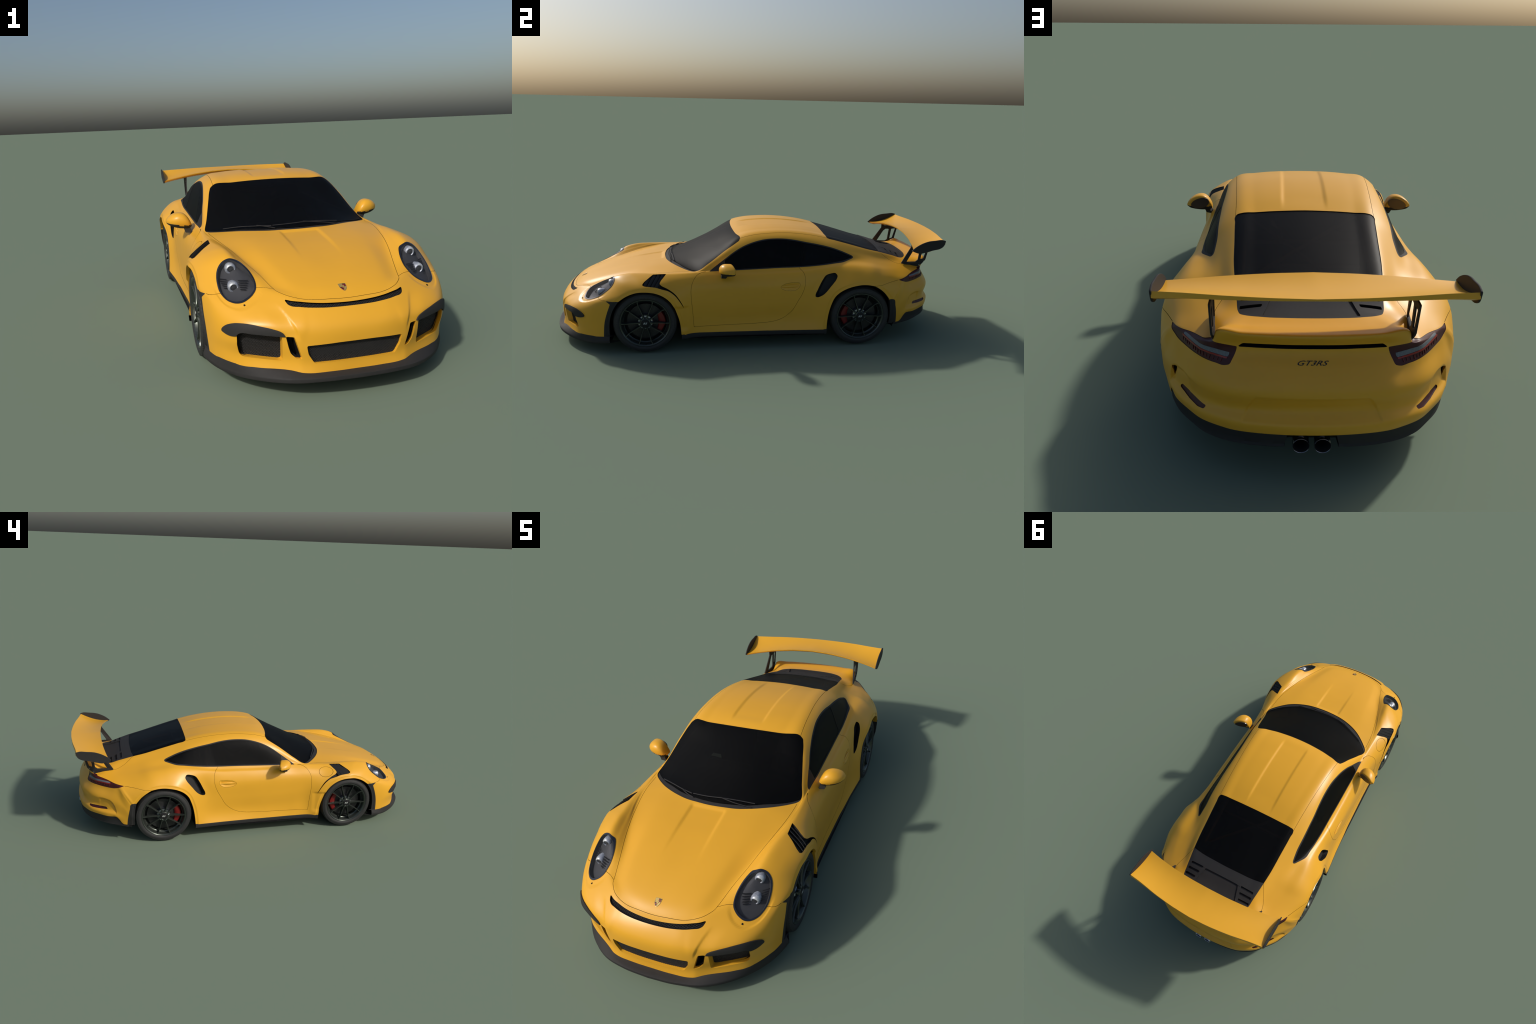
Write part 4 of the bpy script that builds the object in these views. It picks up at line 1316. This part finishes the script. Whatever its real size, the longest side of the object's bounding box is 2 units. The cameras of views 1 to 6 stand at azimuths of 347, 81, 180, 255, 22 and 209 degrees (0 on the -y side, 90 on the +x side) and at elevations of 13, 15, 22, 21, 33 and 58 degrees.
# ---- lettering and badge -----------------------------------------------------------
def text_mesh(s, shear=0., weight=0., depth=.02):
    cu = bpy.data.curves.new('t', 'FONT')
    cu.body = s
    cu.shear = shear
    cu.offset = weight
    cu.extrude = depth
    cu.resolution_u = 3
    ob = bpy.data.objects.new('t', cu)
    COL.objects.link(ob)
    dg = bpy.context.evaluated_depsgraph_get()
    me = bpy.data.meshes.new_from_object(ob.evaluated_get(dg))
    bpy.data.objects.remove(ob)
    bpy.data.curves.remove(cu)
    co = np.empty(len(me.vertices) * 3)
    me.vertices.foreach_get('co', co)
    V = co.reshape(-1, 3)
    F = [tuple(p.vertices) for p in me.polygons]
    bpy.data.meshes.remove(me)
    lo, hi = V.min(0), V.max(0)
    V = (V - lo) / (hi - lo)
    return V, F


V, F = text_mesh('GT3RS', .45, .006)
W = np.empty_like(V)
for i, (u, v, d) in enumerate(V):
    x, z = .0368 - .0737 * u, .3290 + .0092 * v
    p, n = on_body((x, 1.3, z), (0, -1, 0))
    W[i] = p + n * (.0007 if d > .5 else -.001)
add('model_lettering', W, F, INK, smooth=False)

# shield badge on the bonnet
SHIELD = spline([(-.0115, .0145), (0, .0155), (.0115, .0145), (.0112, .002), (.0075, -.0085), (0, -.0150), (-.0075, -.0085), (-.0112, .002)], sharp=(0, 2), k=5)


def badge(poly, h, mat, name, parent):
    top_, n0 = [], None
    for a, b in poly:
        p, n = on_body((a, -.8715 + b * .92, .6), (0, 0, -1))
        top_.append((p, n))
    A = np.array([p + n * h for p, n in top_] + [p - n * .001 for p, n in top_])
    m = len(top_)
    Fq = [tuple(range(m))] + [(i, m + i, m + (i + 1) % m, (i + 1) % m) for i in range(m)]
    Fq = [Fq[0][::-1]] + [f[::-1] for f in Fq[1:]]
    # make the face look outwards whichever way the outline turns
    nn = np.cross(A[1] - A[0], A[2] - A[0])
    return add(name, A, Fq, mat, parent=parent, smooth=False)


bd = badge(SHIELD, .0012, GOLD, 'bonnet_badge', car)
for x0, y1 in ((.001, .0135), (-.0098, -.0005)):
    for i in range(4):
        yb = y1 - .0030 * i
        w = .0092 if y1 > 0 else .0092 - .0016 * i
        xs = (x0, x0 + w) if y1 > 0 else (-.0006 - w, -.0006)
        badge(np.array([(xs[0], yb - .0026), (xs[1], yb - .0026), (xs[1], yb), (xs[0], yb)]), .0016, BADGE_RED if i % 2 else INK, 'badge_stripe', bd)
badge(SHIELD * .36 + [0, .001], .0021, GOLD, 'badge_heart', bd)


# ---- wheels --------------------------------------------------------------------------
def wheel_parts(r, w):
    """all parts of a wheel about its own centre, outer face towards +x; w = tyre width"""
    o = .056                                                # outer wall relative to the hub plane
    i_ = o - w
    parts = []
    ri = .1190
    prof = [(i_ + .012, ri - .004), (i_ + .004, ri + .006), (i_, r - .022), (i_ + .004, r - .007), (i_ + .014, r - .0012), (i_ + w * .5, r), (o - .016, r - .0012), (o - .0065, r - .0060),
            (o - .0022, r - .0125), (o - .0006, r - .0185), (o, ri + .0125), (o - .0008, ri + .0085), (o - .0030, ri + .0035), (o - .0048, ri + .0015), (o - .012, ri - .003)]
    parts.append(('tyre', *lathe(prof, 96), RUBBER, 30))
    # tread blocks along the shoulder
    tv, tf = [], []
    for k in range(72):
        a = 2 * math.pi * k / 72
        for x0, x1, r0, r1 in ((o - .0200, o - .0040, r - .0006, r - .0095),):
            da = 2 * math.pi / 72 * .36
            for aa, rr, xx in ((a - da, r0, x0), (a + da, r0, x0), (a + da, r1 + .0022, x1), (a - da, r1 + .0022, x1)):
                tv.append((xx, (rr + .0005) * math.cos(aa), (rr + .0005) * math.sin(aa)))
            for aa, rr, xx in ((a - da, r0 - .004, x0), (a + da, r0 - .004, x0), (a + da, r1 - .002, x1), (a - da, r1 - .002, x1)):
                tv.append((xx, rr * math.cos(aa), rr * math.sin(aa)))
            b = len(tv) - 8
            tf += [(b, b + 1, b + 2, b + 3)[::-1], (b, b + 4, b + 5, b + 1), (b + 1, b + 5, b + 6, b + 2), (b + 2, b + 6, b + 7, b + 3), (b + 3, b + 7, b + 4, b)]
    parts.append(('tread', np.array(tv), tf, RUBBER, None))
    # rim barrel with rolled lip
    prof = [(o - .014, ri - .001), (o - .0045, ri + .0018), (o - .0030, ri + .0006), (o - .0030, ri - .0020), (o - .0060, ri - .0052), (o - .0080, ri - .0070), (o - .0200, ri - .0100), (o - .0260, ri - .0125),
            (o - .0300, ri - .0175), (o - .040, ri - .0195), (i_ + .020, ri - .0150), (i_ + .012, ri - .002)]
    rim = lathe(prof, 96)
    parts.append(('rim', *rim, RIM, 40))
    # ten slim spokes in five pairs
    sv, sf = [], []
    for k in range(5):
        for sg in (-1, 1):
            base = math.radians(53.5 + 72 * k)
            for j, tt in enumerate(np.linspace(0, 1, 11)):
                rr = .0225 + (ri - .0050 - .0225) * tt
                ang = base + sg * math.radians(17.5 - 2.0 * smooth01(np.array(tt)) * 1. + (2.2 * max(0, tt - .82) / .18))
                wd = (.0030 - .0010 * tt + .0022 * (1 - smooth01(np.array(tt / .18))) + .0018 * smooth01(np.array((tt - .85) / .15)))
                xf = o - .0050 - .0050 * math.sin(math.pi * min(1, tt * 1.02))
                dp = .015 + .010 * (1 - tt)
                ct, st_ = np.array([0, math.cos(ang), math.sin(ang)]), np.array([0, -math.sin(ang), math.cos(ang)])
                c0 = ct * rr
                for q in (c0 + st_ * wd * .55 + [xf, 0, 0], c0 - st_ * wd * .55 + [xf, 0, 0], c0 - st_ * wd * 1.15 + [xf - .0035, 0, 0], c0 - st_ * wd * 1.2 + [xf - dp, 0, 0],
                          c0 + st_ * wd * 1.2 + [xf - dp, 0, 0], c0 + st_ * wd * 1.15 + [xf - .0035, 0, 0]):
                    sv.append(q)
            b = len(sv) - 66
            for j in range(10):
                for m in range(6):
                    sf.append((b + j * 6 + m, b + j * 6 + (m + 1) % 6, b + (j + 1) * 6 + (m + 1) % 6, b + (j + 1) * 6 + m))
    parts.append(('spokes', np.array(sv), sf, RIM, 30))
    parts.append(('hub', *lathe([(o - .040, .0300), (o - .018, .0270), (o - .0100, .0255), (o - .0065, .0235), (o - .0050, .0205), (o - .0062, .0190)], 48), RIM, 40))
    parts.append(('hub_cap', *lathe([(o - .0080, .0192), (o - .0040, .0185), (o - .0030, .0165), (o - .0030, 0)], 40), TRIM, 40))
    nut = lathe([(o - .050, .0440), (o - .026, .0400), (o - .020, .0360), (o - .018, .0250)], 10)
    parts.append(('wheel_nut', *nut, CHROME, 20))
    # brake
    parts.append(('brake_disc', *lathe([(o - .040, .034), (o - .040, .088), (o - .052, .088), (o - .052, .034)], 64), DISC, 40))
    parts.append(('brake_shield', *lathe([(o - .058, .1030), (o - .057, .030), (o - .057, .0)], 48), TRIM, 40))
    v, f = text_mesh('RS', .35, .01)
    v = np.stack([np.full(len(v), o - .0030) + v[:, 2] * .0006, -.0095 + .019 * v[:, 0], -.0045 + .009 * v[:, 1]], 1)
    parts.append(('cap_lettering', v, f, WHITE, None))
    return parts, o, ri


def caliper(o):
    rows = []
    for a in np.linspace(-34, 34, 16):
        t_ = math.radians(a)
        e = .004 * abs(a / 34)**3
        bump = .004 * math.cos(math.radians(a) * 8)
        rows.append([(x, rr * math.cos(t_), rr * math.sin(t_)) for x, rr in ((o - .060, .062 + e), (o - .034, .062 + e), (o - .0290, .068), (o - .0270, .082), (o - .0290, .092 - e + bump * .4), (o - .036, .096 - e + bump * .5), (o - .060, .096 - e))])
    V, F = loft(rows, closed=True, cap=True)
    return V, F


def arc_text(s, radius, size, centre_deg, span_deg, x, flip=False):
    """letters bent along the side wall; centre angle measured from the top, clockwise seen from outside"""
    v, f = text_mesh(s, .12, .01)
    a = math.radians(centre_deg) + math.radians(span_deg) * (v[:, 0] - .5)
    rr = radius + size * (v[:, 1] - .5)
    # seen from +x with z up, +y points to the right
    return np.stack([x + v[:, 2] * .0008, rr * np.sin(a), rr * np.cos(a)], 1), f


def build_wheel(x, y, z, r, w, ahead):
    """ahead = side of the hub on which the caliper sits (+1 rear, -1 front)"""
    parts, o, ri = wheel_parts(r, w)
    turn = 1 if x > 0 else -1
    rot = np.diag([turn, turn, 1.])                         # other side: the same wheel turned half round
    pos = np.array([x - turn * o, y, z])
    first = None
    order = sorted(parts, key=lambda p: p[0] != 'rim')
    for name, v, f, mat, ang in order:
        ob = add('wheel' if name == 'rim' else name, np.asarray(v) @ rot.T + pos, f, mat, parent=car if first is None else first, smooth=ang is not None, angle=ang)
        first = first or ob
    for s, c, sp, rad in (('DEFENDER', 6, 34, .0122), ('MICHELIN', -68, 40, .0125), ('MICHELIN', 98, 40, .0125)):
        v, f = arc_text(s, ri + rad, .0072, c, sp, o - .0012)
        add('side_wall_lettering', v @ rot.T + pos, f, LETTER, parent=first, smooth=False)
    v, f = caliper(o)
    side_ = ahead * turn
    v = v * np.array([1, side_, 1])
    add('brake_caliper', v @ rot.T + pos, [t[::-1] for t in f] if side_ < 0 else f, RED, parent=first, angle=40)
    return first


for sgn in (1, -1):
    build_wheel(sgn * .4000, -.5400, .1525, .1525, .116, 1)
    build_wheel(sgn * .4020, .5260, .1535, .1535, .142, -1)


# ---- cabin seen through the glass ------------------------------------------------------
def blob(name, centre, size, mat, parent=car, tilt=0., box=.55):
    """rounded block (super-ellipsoid)"""
    rows = []
    for a in np.linspace(-math.pi / 2, math.pi / 2, 11):
        ca, sa = math.cos(a), math.sin(a)
        rows.append([(math.copysign(abs(ca)**box * abs(math.cos(b))**box, math.cos(b)), math.copysign(abs(ca)**box * abs(math.sin(b))**box, math.sin(b)), math.copysign(abs(sa)**box, sa))
                     for b in np.linspace(0, 2 * math.pi, 20, endpoint=False)])
    V, F = loft(rows, closed=True)
    V = V * (np.array(size) / 2)
    c, s_ = math.cos(tilt), math.sin(tilt)
    V = V @ np.array([[1, 0, 0], [0, c, -s_], [0, s_, c]]).T + np.array(centre)
    return add(name, V, F, mat, parent=parent)


blob('dashboard', (0, -.235, .335), (.56, .19, .085), TRIM)
for sgn in (1, -1):
    st = blob('seat', (sgn * .155, .060, .185), (.19, .20, .07), SEAT)
    blob('seat_back', (sgn * .155, .175, .300), (.18, .06, .26), SEAT, st, -.28)
    blob('head_rest', (sgn * .155, .222, .445), (.095, .04, .07), SEAT, st, -.28)
drv = blob('driver', (.155, .125, .305), (.155, .085, .19), CLOTH, tilt=-.25, box=.75)
blob('driver_head', (.152, .105, .452), (.058, .075, .090), SKIN, drv, box=1.)
tube('driver_arm', [(.225, .130, .370), (.235, .050, .315), (.195, -.060, .350)], .017, SKIN, drv)
tube('driver_arm', [(.085, .130, .370), (.075, .050, .315), (.115, -.060, .350)], .017, SKIN, drv)
a = np.linspace(0, 2 * math.pi, 25)
tube('steering_wheel', [(.155 + .066 * math.cos(t_), -.075 + .022 * math.sin(t_), .352 + .062 * math.sin(t_)) for t_ in a], .006, TRIM, n=8)
# roll cage
cage = tube('roll_cage', [(-.205, .265, .13), (-.205, .265, .36), (-.185, .262, .470), (-.12, .262, .502), (.12, .262, .502), (.185, .262, .470), (.205, .265, .36), (.205, .265, .13)], .008, CAGE)
for p0, p1 in (((-.185, .262, .475), (-.185, .60, .395)), ((.185, .262, .475), (.185, .60, .395)), ((-.175, .27, .485), (.165, .59, .395)), ((-.17, .42, .445), (.17, .42, .445)),
               ((-.20, .265, .30), (.20, .265, .30)), ((-.20, .265, .18), (.18, .265, .48))):
    tube('cage_brace', [p0, p1], .0065, CAGE, cage)
